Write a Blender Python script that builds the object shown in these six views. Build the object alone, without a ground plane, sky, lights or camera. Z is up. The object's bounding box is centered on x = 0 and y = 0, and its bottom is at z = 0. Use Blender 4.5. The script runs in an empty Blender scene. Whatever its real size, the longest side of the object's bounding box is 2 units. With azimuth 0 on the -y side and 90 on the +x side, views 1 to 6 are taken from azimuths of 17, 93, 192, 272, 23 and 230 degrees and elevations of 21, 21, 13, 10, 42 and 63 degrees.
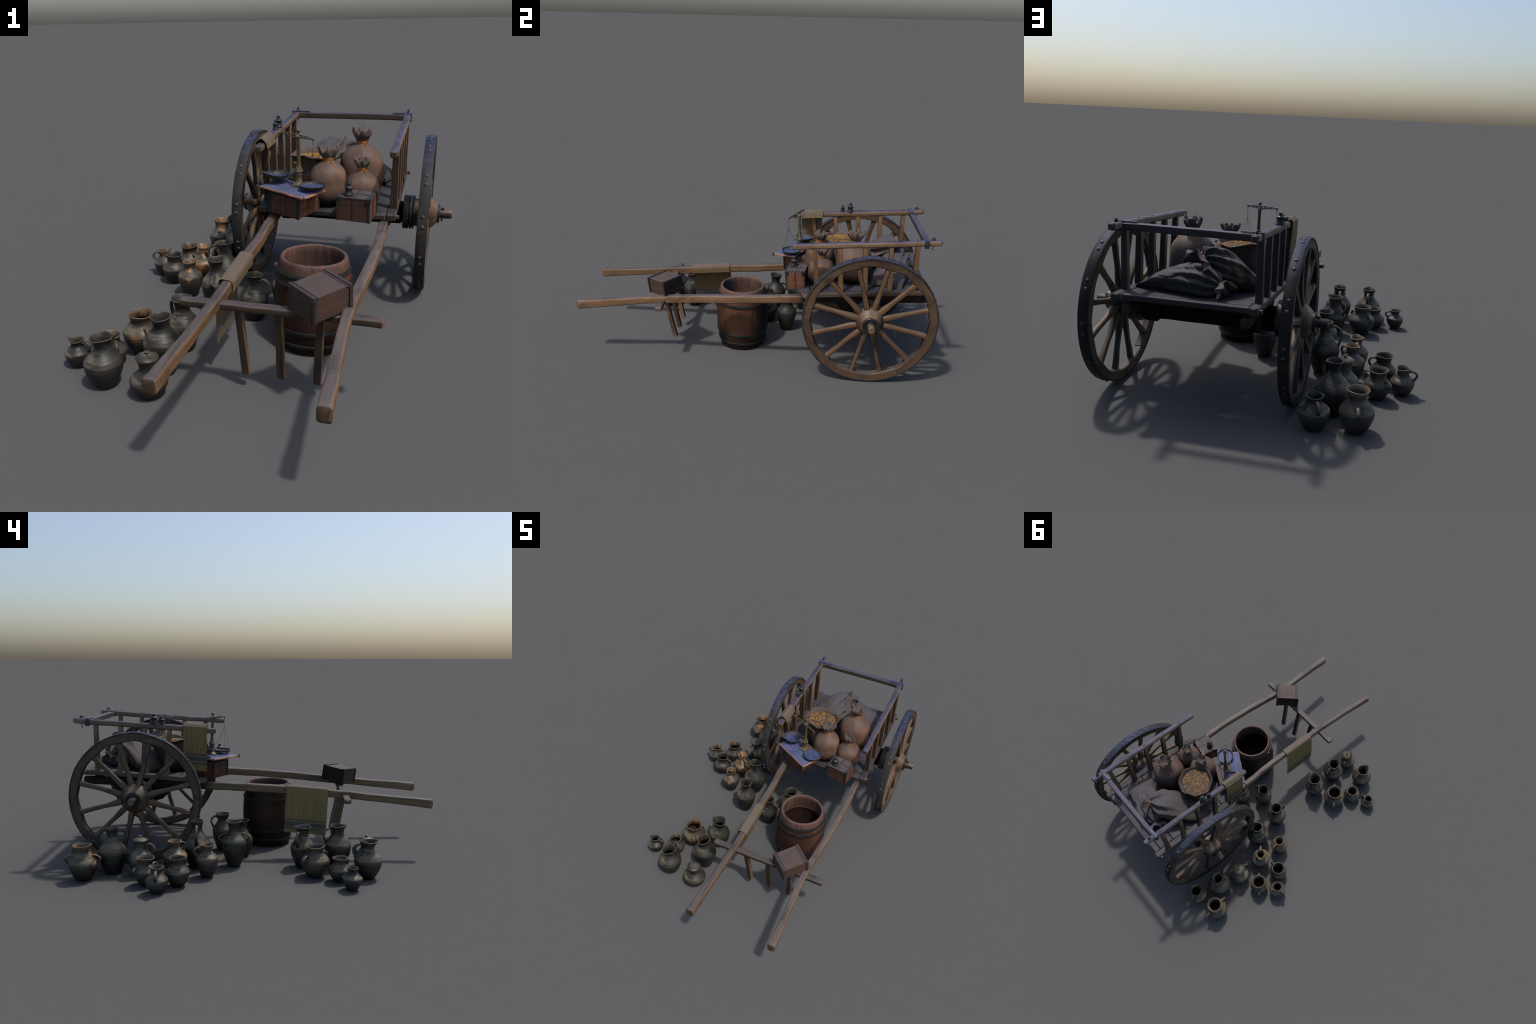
"""A two-wheeled merchant's hand cart with its load, a barrel and a crowd of clay jugs."""
import bpy, bmesh, math, random
from mathutils import Vector, Matrix, noise

PI = math.pi
SLOPE = 0.0705                      # the cart leans back on its wheels: rise of the bed along +y
PITCH = math.atan(SLOPE)
MID = 0.197                         # centre line of the cart (x)


def V(*a):
    return Vector(a)


# ------------------------------------------------------------------ node helpers
class Nodes:
    def __init__(self, name):
        m = bpy.data.materials.new(name)
        m.use_nodes = True
        self.mat, self.t = m, m.node_tree
        self.b = self.t.nodes["Principled BSDF"]
        self.co = self.n("ShaderNodeTexCoord")

    def n(self, kind, **kw):
        nd = self.t.nodes.new(kind)
        for k, v in kw.items():
            setattr(nd, k, v)
        return nd

    def put(self, sock, v):
        if isinstance(v, bpy.types.NodeSocket):
            self.t.links.new(v, sock)
        elif v is not None:
            if sock.type == "RGBA" and len(v) == 3:
                v = (*v, 1)
            sock.default_value = v

    def math(self, op, a, b=0.0, c=None, clamp=False):
        nd = self.n("ShaderNodeMath", operation=op, use_clamp=clamp)
        self.put(nd.inputs[0], a)
        self.put(nd.inputs[1], b)
        if c is not None:
            self.put(nd.inputs[2], c)
        return nd.outputs[0]

    def mix(self, f, a, b, blend="MIX"):
        nd = self.n("ShaderNodeMix", data_type="RGBA", blend_type=blend)
        self.put(nd.inputs[0], f)
        self.put(nd.inputs[6], a)
        self.put(nd.inputs[7], b)
        return nd.outputs[2]

    def ramp(self, f, stops):
        nd = self.n("ShaderNodeValToRGB")
        el = nd.color_ramp.elements
        while len(el) < len(stops):
            el.new(0.5)
        for e, (p, c) in zip(el, stops):
            e.position = p
            e.color = (*c, 1) if len(c) == 3 else c
        self.put(nd.inputs[0], f)
        return nd.outputs[0]

    def step(self, f, lo, hi):
        nd = self.n("ShaderNodeMapRange", interpolation_type="SMOOTHSTEP")
        self.put(nd.inputs[0], f)
        self.put(nd.inputs[1], lo)
        self.put(nd.inputs[2], hi)
        return nd.outputs[0]

    def coord(self, scale=(1, 1, 1), shift=True):
        mp = self.n("ShaderNodeMapping")
        mp.inputs["Scale"].default_value = scale
        src = self.co.outputs["Object"]
        if shift:
            oi = self.n("ShaderNodeObjectInfo")
            sc = self.n("ShaderNodeVectorMath", operation="SCALE")
            sc.inputs[0].default_value = (3.1, 5.7, 4.3)
            self.put(sc.inputs[3], oi.outputs["Random"])
            ad = self.n("ShaderNodeVectorMath", operation="ADD")
            self.put(ad.inputs[0], src)
            self.put(ad.inputs[1], sc.outputs[0])
            src = ad.outputs[0]
        self.put(mp.inputs[0], src)
        return mp.outputs[0]

    def noise(self, co, scale=5, detail=4, rough=0.55, dist=0.0):
        nd = self.n("ShaderNodeTexNoise")
        self.put(nd.inputs["Vector"], co)
        nd.inputs["Scale"].default_value = scale
        nd.inputs["Detail"].default_value = detail
        nd.inputs["Roughness"].default_value = rough
        nd.inputs["Distortion"].default_value = dist
        return nd.outputs["Fac"]

    def xyz(self, src):
        nd = self.n("ShaderNodeSeparateXYZ")
        self.put(nd.inputs[0], src)
        return nd.outputs

    def bump(self, h, strength=0.3, dist=0.002):
        nd = self.n("ShaderNodeBump")
        nd.inputs["Strength"].default_value = strength
        nd.inputs["Distance"].default_value = dist
        self.put(nd.inputs["Height"], h)
        self.put(self.b.inputs["Normal"], nd.outputs[0])

    def out(self, col, metal=0.0, rough=0.5, spec=0.5):
        self.put(self.b.inputs["Base Color"], col)
        self.put(self.b.inputs["Metallic"], metal)
        self.put(self.b.inputs["Roughness"], rough)
        self.b.inputs["Specular IOR Level"].default_value = spec
        return self.mat

    def edges(self, lo=0.5, hi=0.6):
        g = self.n("ShaderNodeNewGeometry")
        return self.step(g.outputs["Pointiness"], lo, hi)


def scaled(c, k):
    return tuple(min(1, v * k) for v in c)


def lum(c):
    return 0.3 * c[0] + 0.6 * c[1] + 0.1 * c[2]


COOL = (0.44, 0.41, 0.66)           # blue skylight cast painted onto upper faces
PINK = (0.70, 0.56, 0.53)


def baked_light(k, col, top=COOL, left=(0.95, 1.25, 1.5), back=(0.09, 0.09, 0.115), under=0.3, front=(0.21, 0.26, 0.31), lift=(0.35, 0.92)):
    """Lighting baked into the colour by face direction: sky-cool tops, warm sunlit right, dimmed front,
    olive skylit left, rear and underside darkened as unlit."""
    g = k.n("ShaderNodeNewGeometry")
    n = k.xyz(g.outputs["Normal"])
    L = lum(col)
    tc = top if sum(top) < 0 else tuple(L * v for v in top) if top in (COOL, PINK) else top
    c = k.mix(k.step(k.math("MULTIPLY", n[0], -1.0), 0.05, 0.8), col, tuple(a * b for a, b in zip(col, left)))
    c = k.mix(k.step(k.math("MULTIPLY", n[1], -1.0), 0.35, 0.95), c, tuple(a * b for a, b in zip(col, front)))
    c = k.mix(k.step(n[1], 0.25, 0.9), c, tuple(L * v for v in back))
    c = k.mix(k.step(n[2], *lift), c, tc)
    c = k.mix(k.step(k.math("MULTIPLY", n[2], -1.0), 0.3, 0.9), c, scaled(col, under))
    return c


def times(k, c, f):
    """Multiply a colour by a scalar pattern."""
    cb = k.n("ShaderNodeCombineXYZ")
    for i in range(3):
        k.put(cb.inputs[i], f)
    return k.mix(1.0, c, cb.outputs[0], "MULTIPLY")


def levels(k, f, stops):
    nd = k.n("ShaderNodeValToRGB")
    el = nd.color_ramp.elements
    while len(el) < len(stops):
        el.new(0.5)
    for e, (p, v) in zip(el, stops):
        e.position = p
        e.color = (v / 2, v / 2, v / 2, 1)
    k.put(nd.inputs[0], f)
    return k.math("MULTIPLY", nd.outputs[0], 2.0)


def wood(name, col, rough=0.6, grain=1.0, axis=1, dirt=0.5, wear=0.35, bump=0.3, top=COOL, spec=0.3, back=(0.09, 0.09, 0.115), left=(0.95, 1.25, 1.5), front=(0.21, 0.26, 0.31),
         shade_from=None, foot=0.0, contrast=1.0):
    """Long-grained timber; the grain runs along the local axis given."""
    k = Nodes(name)
    sc = [26, 26, 26]
    sc[axis] = 1.6
    fibre = k.noise(k.coord(tuple(s * grain for s in sc)), 3.0, 7, 0.62, 0.3)
    c = baked_light(k, col, top, left, back, front=front)
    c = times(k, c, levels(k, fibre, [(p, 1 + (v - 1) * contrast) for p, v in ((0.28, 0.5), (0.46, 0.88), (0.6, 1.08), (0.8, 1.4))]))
    tone = k.n("ShaderNodeObjectInfo")
    c = times(k, c, k.math("ADD", 0.84, k.math("MULTIPLY", tone.outputs["Random"], 0.32)))
    blot = k.noise(k.coord((9, 9, 9)), 1.0, 4, 0.6)
    c = times(k, c, k.math("SUBTRACT", 1.0, k.math("MULTIPLY", k.step(blot, 0.48, 0.78), dirt)))
    c = times(k, c, k.math("ADD", 1.0, k.math("MULTIPLY", k.edges(0.505, 0.56), wear)))
    if shade_from:                      # bed's shadow painted on the timber beneath it
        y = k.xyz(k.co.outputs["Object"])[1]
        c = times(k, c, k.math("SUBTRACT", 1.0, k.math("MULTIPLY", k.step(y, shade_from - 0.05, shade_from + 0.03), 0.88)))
    if foot:                            # colour darkens toward the foot
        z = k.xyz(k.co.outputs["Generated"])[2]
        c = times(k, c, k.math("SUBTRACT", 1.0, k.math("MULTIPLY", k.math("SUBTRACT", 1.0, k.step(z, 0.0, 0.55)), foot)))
    k.bump(fibre, bump, 0.003)
    return k.out(c, 0.0, k.math("ADD", k.math("MULTIPLY", blot, 0.25), rough - 0.12), spec)


def iron(name, col=(0.035, 0.035, 0.037), top=None, rough=0.42, rust=0.25, back=(0.5, 0.5, 0.55), spec=0.45, warm=(0.09, 0.05, 0.03)):
    k = Nodes(name)
    n1 = k.noise(k.coord((30, 30, 30)), 1.0, 5, 0.6)
    c = baked_light(k, col, top or COOL, (1, 1.1, 1.2), back, 0.5, (0.8, 0.8, 0.78), (0.62, 0.98))
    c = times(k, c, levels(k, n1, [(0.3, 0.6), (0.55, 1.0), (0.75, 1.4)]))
    c = k.mix(k.math("MULTIPLY", k.step(k.noise(k.coord((12, 12, 12)), 1, 4), 0.52, 0.72), rust), c, warm)
    k.bump(n1, 0.25, 0.002)
    return k.out(c, 0.0, k.math("ADD", k.math("MULTIPLY", n1, 0.3), rough - 0.15), spec)


def clay(name, patch=0.0, col=(0.028, 0.027, 0.0225), warm=(0.34, 0.18, 0.075), brown=0.3, toward=(0.15, -1, 0.15), sheen_tint=(0.145, 0.122, 0.080)):
    """Smoke-blackened pottery with throwing rings and, on some, an unsmoked buff patch."""
    k = Nodes(name)
    n1 = k.noise(k.coord((14, 14, 14)), 1.0, 5, 0.6)
    ring = k.noise(k.coord((5, 5, 150)), 1.0, 3, 0.5)
    c = baked_light(k, col, scaled(col, 0.9), (1.15, 1.35, 1.35), (0.5, 0.55, 0.58), 0.4, (0.55, 0.52, 0.50))
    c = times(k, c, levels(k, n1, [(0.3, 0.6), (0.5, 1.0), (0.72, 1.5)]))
    c = k.mix(k.math("MULTIPLY", k.step(k.noise(k.coord((9, 9, 16)), 1, 3), 0.48, 0.7), brown), c, (0.080, 0.053, 0.031))
    c = k.mix(k.math("MULTIPLY", k.edges(0.51, 0.6), 0.5), c, (0.14, 0.105, 0.068))
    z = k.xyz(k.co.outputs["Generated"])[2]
    # rubbed on shoulders: glossy highlights drawn in colour as broken horizontal streaks
    sheen_noise = k.noise(k.coord((11, 11, 46)), 1.0, 5, 0.65)
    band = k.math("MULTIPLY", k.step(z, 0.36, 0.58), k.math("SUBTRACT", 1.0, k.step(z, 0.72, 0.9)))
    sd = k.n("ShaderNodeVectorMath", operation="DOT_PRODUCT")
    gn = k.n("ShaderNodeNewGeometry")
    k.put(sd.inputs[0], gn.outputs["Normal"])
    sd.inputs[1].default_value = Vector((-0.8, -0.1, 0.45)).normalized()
    f = k.math("MULTIPLY", k.step(k.math("ADD", sheen_noise, k.math("MULTIPLY", sd.outputs["Value"], 0.22)), 0.53, 0.80), band)
    c = k.mix(k.math("MULTIPLY", f, 0.85), c, sheen_tint)
    if patch:
        d = k.n("ShaderNodeVectorMath", operation="DOT_PRODUCT")
        g = k.n("ShaderNodeNewGeometry")
        k.put(d.inputs[0], g.outputs["Normal"])
        d.inputs[1].default_value = Vector(toward).normalized()
        f = k.math("ADD", d.outputs["Value"], k.math("MULTIPLY", k.noise(k.coord((22, 22, 22)), 1, 4, 0.6), 1.3))
        f = k.step(f, 1.62 - 0.32 * patch, 1.85 - 0.32 * patch)
        f = k.math("MULTIPLY", f, k.step(z, 0.3, 0.6))
        c = k.mix(k.math("MULTIPLY", f, min(1, patch)), c, times(k, k.mix(0.0, warm, warm), levels(k, n1, [(0.3, 0.7), (0.7, 1.2)])))
        c = k.mix(k.math("MULTIPLY", k.step(z, 0.86, 0.95), 0.65 * min(1, patch)), c, (0.19, 0.125, 0.072))
    c = times(k, c, k.math("ADD", 0.35, k.math("MULTIPLY", k.step(z, 0.0, 0.5), 0.65)))  # lower half of the pot darkened like baked occlusion
    k.bump(k.math("ADD", k.math("MULTIPLY", ring, 0.7), k.math("MULTIPLY", n1, 0.4)), 0.4, 0.004)
    return k.out(c, 0.0, k.math("ADD", k.math("MULTIPLY", n1, 0.25), 0.36), 0.36)


def sackcloth(name, col, top=None, weave=1.0, rough=0.65, shade=0.7, zdark=True, mott=0.5, spec=0.25, left=(0.75, 0.95, 1.1), back=(0.4, 0.36, 0.36)):
    k = Nodes(name)
    n1 = k.noise(k.coord((16, 16, 9)), 1.0, 4, 0.55)
    fine = k.noise(k.coord((260, 260, 260)), 1.0, 2, 0.6)
    c = baked_light(k, col, top or scaled(col, 0.8), left, back, 0.4, (0.64, 0.66, 0.70))
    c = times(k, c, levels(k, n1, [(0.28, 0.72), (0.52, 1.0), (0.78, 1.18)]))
    c = times(k, c, k.math("SUBTRACT", 1.0, k.math("MULTIPLY", k.step(fine, 0.4, 0.7), 0.28 * weave)))
    c = k.mix(k.math("MULTIPLY", k.step(k.noise(k.coord((7, 7, 7)), 1, 4), 0.5, 0.72), mott), c, scaled((col[0] * 0.8, col[1], col[2] * 1.25), 0.45))
    if zdark:  # shading toward the sack's bottom coloured into the cloth
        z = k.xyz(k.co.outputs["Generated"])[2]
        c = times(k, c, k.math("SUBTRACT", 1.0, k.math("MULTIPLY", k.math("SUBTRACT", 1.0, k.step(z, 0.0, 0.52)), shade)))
    k.bump(k.math("ADD", fine, n1), 0.15 * weave, 0.002)
    return k.out(c, 0.0, rough, spec)


def plain(name, col, rough=0.5, var=0.3, scale=40, spec=0.4):
    k = Nodes(name)
    n1 = k.noise(k.coord((scale,) * 3), 1.0, 3)
    c = k.ramp(n1, [(0.3, scaled(col, 1 - var)), (0.7, scaled(col, 1 + var))])
    return k.out(c, 0.0, rough, spec)


def striped_cloth(name, bands, slope, y_half, col=(0.160, 0.108, 0.054), top=(0.118, 0.092, 0.070), blue=(0.055, 0.078, 0.092)):
    """Ochre linen with woven blue stripes; bands are (low, high) in metres above the hem."""
    k = Nodes(name)
    p = k.xyz(k.co.outputs["Object"])
    thread = k.noise(k.coord((3, 170, 3), False), 1.0, 4, 0.6)
    c = baked_light(k, col, top, (1.36, 1.52, 1.28), (0.9, 0.8, 0.5), 0.6, (0.85, 0.8, 0.7), (0.05, 0.6))
    wob = k.math("MULTIPLY", k.math("SUBTRACT", k.noise(k.coord((1, 14, 1), False), 1, 2), 0.5), 0.006)
    z = k.math("SUBTRACT", k.math("ADD", p[2], wob), k.math("MULTIPLY", k.math("ADD", p[1], y_half), slope))
    tot = None
    for lo, hi in bands:
        f = k.math("MULTIPLY", k.step(z, lo - 0.001, lo + 0.001), k.math("SUBTRACT", 1.0, k.step(z, hi - 0.001, hi + 0.001)))
        tot = f if tot is None else k.math("MAXIMUM", tot, f)
    c = k.mix(k.math("MULTIPLY", tot, 0.85), c, blue)
    c = times(k, c, levels(k, thread, [(0.3, 0.75), (0.52, 1.0), (0.75, 1.2)]))
    k.bump(thread, 0.12, 0.001)
    return k.out(c, 0.0, 0.8, 0.15)


M = {}


def build_materials():
    M["beam"] = wood("weathered_beam", (0.160, 0.088, 0.044), 0.6, top=PINK)
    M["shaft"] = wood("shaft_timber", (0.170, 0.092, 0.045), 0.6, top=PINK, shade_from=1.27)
    M["rail"] = wood("rail_timber", (0.165, 0.100, 0.060), 0.6)
    M["plank"] = wood("bed_plank", (0.115, 0.080, 0.057), 0.65, top=(0.038, 0.035, 0.046))
    M["felloe"] = wood("felloe_timber", (0.074, 0.043, 0.024), 0.65, grain=0.9, dirt=0.65, top=(0.052, 0.041, 0.036))
    M["spoke"] = wood("spoke_timber", (0.122, 0.067, 0.034), 0.55, dirt=0.6, top=(0.095, 0.067, 0.048))
    M["hub"] = wood("hub_timber", (0.200, 0.110, 0.058), 0.5, grain=0.6, axis=0, top=(0.115, 0.08, 0.06))
    M["dark_beam"] = wood("dark_underframe", (0.012, 0.010, 0.009), 0.7, spec=0.1)
    M["tyre"] = iron("tyre_iron", (0.032, 0.032, 0.031), (0.033, 0.038, 0.068), 0.6, spec=0.15, back=(0.25, 0.25, 0.3))  # bluish top colour carries the sky's cast on the tread
    M["rivet"] = iron("rivet_iron", (0.060, 0.058, 0.060), (0.06, 0.068, 0.115), 0.45, 0.1, back=(0.3, 0.3, 0.35), spec=0.3)
    M["iron"] = iron("black_iron", (0.022, 0.022, 0.023), (0.024, 0.027, 0.038), spec=0.3)
    M["strap"] = iron("strap_iron", (0.040, 0.040, 0.046), (0.038, 0.046, 0.095), 0.5, 0.1, spec=0.3)
    M["weight"] = iron("weight_bronze", (0.022, 0.023, 0.021), (0.025, 0.028, 0.034), 0.4, 0.2, spec=0.35)
    M["brass"] = iron("aged_brass", (0.13, 0.094, 0.043), (0.075, 0.07, 0.07), 0.42, 0.25, spec=0.35)
    M["pan"] = iron("pan_metal", (0.060, 0.056, 0.046), (0.047, 0.062, 0.140), 0.55, 0.1, spec=0.3)  # blue inside is reflected sky put into the base colour
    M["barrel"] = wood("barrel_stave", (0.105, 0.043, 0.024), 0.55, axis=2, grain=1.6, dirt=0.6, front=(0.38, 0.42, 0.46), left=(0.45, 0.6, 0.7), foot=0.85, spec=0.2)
    M["barrel_rim"] = wood("barrel_rim", (0.125, 0.070, 0.052), 0.65, axis=2, grain=1.6, dirt=0.3, top=(0.085, 0.055, 0.049), back=(0.8, 0.7, 0.7), spec=0.1, front=(0.7, 0.72, 0.75), left=(0.8, 0.85, 0.9))
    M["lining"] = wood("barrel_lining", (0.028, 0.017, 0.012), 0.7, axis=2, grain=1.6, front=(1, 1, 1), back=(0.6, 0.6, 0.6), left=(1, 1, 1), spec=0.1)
    M["hoop"] = iron("hoop_iron", (0.018, 0.019, 0.018), (0.018, 0.02, 0.023), 0.45, 0.15, spec=0.3)
    M["crate"] = wood("crate_board", (0.120, 0.047, 0.026), 0.6, axis=1, grain=2.0, dirt=0.5, front=(0.42, 0.50, 0.55), left=(1.25, 1.35, 1.4))
    M["box_board"] = wood("box_board", (0.068, 0.037, 0.026), 0.65, axis=1, grain=2.0, dirt=0.2, front=(0.6, 0.65, 0.7), left=(0.8, 0.9, 1.0), top=(0.050, 0.037, 0.033), spec=0.2, contrast=0.5)
    M["crate_lid"] = wood("crate_lid", (0.10, 0.075, 0.066), 0.65, axis=1, grain=2.2, dirt=0.3, top=(0.058, 0.046, 0.049), spec=0.2, contrast=0.7)
    M["crate_frame"] = wood("crate_frame", (0.036, 0.026, 0.022), 0.6, axis=1, dirt=0.3, top=(0.037, 0.032, 0.034), front=(0.7, 0.75, 0.8), spec=0.2)
    M["gilt"] = plain("ochre_strap", (0.10, 0.048, 0.013), 0.6)
    M["board"] = wood("counter_top", (0.25, 0.17, 0.12), 0.65, axis=1, grain=1.2, dirt=0.35, wear=0.0, top=(0.086, 0.098, 0.190), spec=0.2)  # top tinted blue for the sky reflected on the board
    M["board_edge"] = wood("counter_edge", (0.28, 0.122, 0.062), 0.6, axis=1, grain=1.5, dirt=0.2, top=(0.15, 0.09, 0.085), front=(0.8, 0.8, 0.8))
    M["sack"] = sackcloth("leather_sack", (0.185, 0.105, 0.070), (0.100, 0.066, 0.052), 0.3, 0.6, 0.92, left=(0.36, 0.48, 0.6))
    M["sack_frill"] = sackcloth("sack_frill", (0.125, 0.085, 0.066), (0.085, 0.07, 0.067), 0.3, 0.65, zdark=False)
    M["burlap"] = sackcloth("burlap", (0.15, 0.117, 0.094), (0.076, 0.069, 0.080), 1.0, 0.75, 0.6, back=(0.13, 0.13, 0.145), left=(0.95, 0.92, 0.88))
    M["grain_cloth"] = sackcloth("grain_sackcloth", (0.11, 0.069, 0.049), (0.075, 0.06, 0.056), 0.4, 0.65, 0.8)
    M["cord"] = plain("orange_cord", (0.24, 0.088, 0.017), 0.5, 0.35, 150)
    M["grain"] = plain("grain_kernel", (0.34, 0.17, 0.046), 0.55, 0.55, 90, 0.25)
    M["grain_bed"] = plain("grain_bed", (0.035, 0.028, 0.025), 0.7, 0.5, 160)
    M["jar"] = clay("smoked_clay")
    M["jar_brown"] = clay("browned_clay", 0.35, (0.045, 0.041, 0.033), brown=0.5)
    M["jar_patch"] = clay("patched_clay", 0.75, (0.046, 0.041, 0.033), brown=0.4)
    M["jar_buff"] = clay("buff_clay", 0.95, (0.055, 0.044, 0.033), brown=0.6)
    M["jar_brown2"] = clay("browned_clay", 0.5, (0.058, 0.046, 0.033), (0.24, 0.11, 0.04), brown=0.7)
    M["jar_olive"] = clay("olive_clay", 0.0, (0.072, 0.066, 0.047), brown=0.35, sheen_tint=(0.22, 0.19, 0.13))
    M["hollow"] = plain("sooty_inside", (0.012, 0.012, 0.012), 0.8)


# ------------------------------------------------------------------ mesh helpers
def finish(name, bm, mat, parent=None, matrix=None, sharp=38, smooth=True):
    bmesh.ops.remove_doubles(bm, verts=bm.verts, dist=1e-6)
    bmesh.ops.recalc_face_normals(bm, faces=bm.faces)
    me = bpy.data.meshes.new(name)
    bm.to_mesh(me)
    bm.free()
    for m in (mat if isinstance(mat, (list, tuple)) else [mat]):
        me.materials.append(m)
    if smooth:
        me.shade_smooth()
        me.set_sharp_from_angle(angle=math.radians(sharp))
    return place(name, me, parent, matrix)


def flat_faces(ob):
    """Keep the broad faces of a squared piece flat while its rounded corners stay smooth."""
    w = ob.modifiers.new("weighted_normal", "WEIGHTED_NORMAL")
    w.keep_sharp = True
    w.weight = 100
    return ob


def place(name, me, parent=None, matrix=None):
    ob = bpy.data.objects.new(name, me)
    bpy.context.scene.collection.objects.link(ob)
    if matrix is not None:
        ob.matrix_world = matrix
    if parent is not None:
        ob.parent = parent
        ob.matrix_parent_inverse = WORLD[parent.name].inverted()
    WORLD[ob.name] = matrix.copy() if matrix is not None else Matrix()
    return ob


WORLD = {}


def thing(name, at, label, category):
    e = place(name, None, None, Matrix.Translation(at))
    e.empty_display_size = 0.05
    describe(e, label, category)
    return e


def describe(o, label, category):
    o["label"] = label
    o["category"] = category


def rounded(w, h, r, n=3):
    """Rounded-rectangle section in (x, z)."""
    pts = []
    r = min(r, w * 0.49, h * 0.49)
    for cx, cz, a0 in ((w / 2 - r, h / 2 - r, 0), (-w / 2 + r, h / 2 - r, 90), (-w / 2 + r, -h / 2 + r, 180), (w / 2 - r, -h / 2 + r, 270)):
        for i in range(n + 1):
            a = math.radians(a0 + 90 * i / n)
            pts.append((cx + r * math.cos(a), cz + r * math.sin(a)))
    return pts


def loft(bm, rings, closed=True, caps=(True, True), mat=0):
    vs = [[bm.verts.new(p) for p in r] for r in rings]
    n = len(vs[0])
    for a, b in zip(vs, vs[1:]):
        for i in range(n if closed else n - 1):
            j = (i + 1) % n
            bm.faces.new((a[i], a[j], b[j], b[i])).material_index = mat
    if caps[0]:
        bm.faces.new(vs[0][::-1]).material_index = mat
    if caps[1]:
        bm.faces.new(vs[-1]).material_index = mat
    return vs


def spline(pts, n):
    """Catmull-Rom through the points, n samples per span."""
    P = [Vector(p) for p in pts]
    P = [P[0] * 2 - P[1]] + P + [P[-1] * 2 - P[-2]]
    out = []
    for i in range(1, len(P) - 2):
        a, b, c, d = P[i - 1:i + 3]
        for s in range(n):
            t = s / n
            out.append(0.5 * ((2 * b) + (c - a) * t + (2 * a - 5 * b + 4 * c - d) * t * t + (3 * b - a - 3 * c + d) * t ** 3))
    out.append(P[-2].copy())
    return out


def frame_matrix(o, y, up):
    y = y.normalized()
    x = y.cross(up).normalized()
    z = x.cross(y).normalized()
    m = Matrix((x, y, z)).transposed().to_4x4()
    m.translation = o
    return m


def beam(name, pts, w, h, mat, parent, up=(0, 0, 1), r=0.004, chamfer=0.003, taper=None, wob=0.0007, seed=0, n=None):
    """A squared timber along a bent centre line; its local y axis is the grain."""
    pts = [Vector(p) for p in pts]
    o, up = pts[0], Vector(up)
    m = frame_matrix(o, pts[-1] - o, up)
    inv = m.inverted()
    L = (pts[-1] - o).length
    n = n or max(6, int(L / 0.035))
    path = spline([inv @ p for p in pts], max(2, n // (len(pts) - 1)))
    sec = rounded(1, h / w, r / w)
    tot = len(path) - 1
    bm = bmesh.new()
    rings = []
    for i, c in enumerate(path):
        t = i / tot
        k = taper(t) if taper else 1.0
        stations = [(c, k)]
        if i == 0:
            stations = [(c, k * (1 - 2 * chamfer / min(w, h))), (c + (path[1] - c).normalized() * chamfer, k)]
        if i == tot:
            stations = [(c - (c - path[-2]).normalized() * chamfer, k), (c, k * (1 - 2 * chamfer / min(w, h)))]
        for q, kk in stations:
            nz = noise.noise_vector(V(q.y * 14 + seed * 7.3, seed * 3.1, 0.3)) * wob * 2
            dw = 1 + noise.noise(V(q.y * 11, seed * 5.7 + 2, 4)) * wob * 22
            rings.append([V(q.x + x * w * kk * dw + nz.x, q.y, q.z + z * w * kk * dw + nz.z) for x, z in sec])
    loft(bm, rings)
    return flat_faces(finish(name, bm, mat, parent, m))


def box(bm, size, at=(0, 0, 0), rot=None, mat=0, bevel=0.0015, segs=2):
    r = bmesh.ops.create_cube(bm, size=1.0)
    vs = r["verts"]
    mx = Matrix.Translation(at) @ (rot.to_4x4() if rot else Matrix()) @ Matrix.Diagonal((*size, 1))
    bmesh.ops.transform(bm, matrix=mx, verts=vs)
    fs = list({f for v in vs for f in v.link_faces})
    for f in fs:
        f.material_index = mat
    if bevel:
        es = list({e for v in vs for e in v.link_edges})
        g = bmesh.ops.bevel(bm, geom=es, offset=bevel, segments=segs, affect="EDGES", profile=0.5)
        for f in g["faces"]:
            f.material_index = mat


def lathe(bm, prof, segs=48, shape=None, mat=0, axis="z", cap=(False, False)):
    """Turn (radius, height) pairs round an axis; shape(point, angle, index) may push points about."""
    rings = []
    for i, (r, h) in enumerate(prof):
        ring = []
        for s in range(segs):
            a = 2 * PI * s / segs
            p = V(r * math.cos(a), r * math.sin(a), h)
            if shape:
                p = shape(p, a, i)
            if axis == "x":
                p = V(p.z, p.x, p.y)
            ring.append(p)
        rings.append(ring)
    return loft(bm, rings, caps=cap, mat=mat)


def tube(bm, path, rad, segs=8, flat=1.0, mat=0, side=None, cap=True):
    """Sweep an ellipse along a path; rad may be a number or a function of 0..1."""
    rings = []
    path = [Vector(p) for p in path]
    prev = Vector(side) if side else None
    for i, p in enumerate(path):
        d = (path[min(i + 1, len(path) - 1)] - path[max(i - 1, 0)]).normalized()
        if prev is None:
            prev = d.orthogonal()
        x = (prev - d * prev.dot(d)).normalized()
        prev = x
        y = d.cross(x)
        r = rad(i / (len(path) - 1)) if callable(rad) else rad
        rings.append([p + x * r * flat * math.cos(2 * PI * s / segs) + y * r * math.sin(2 * PI * s / segs) for s in range(segs)])
    loft(bm, rings, caps=(cap, cap), mat=mat)


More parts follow.
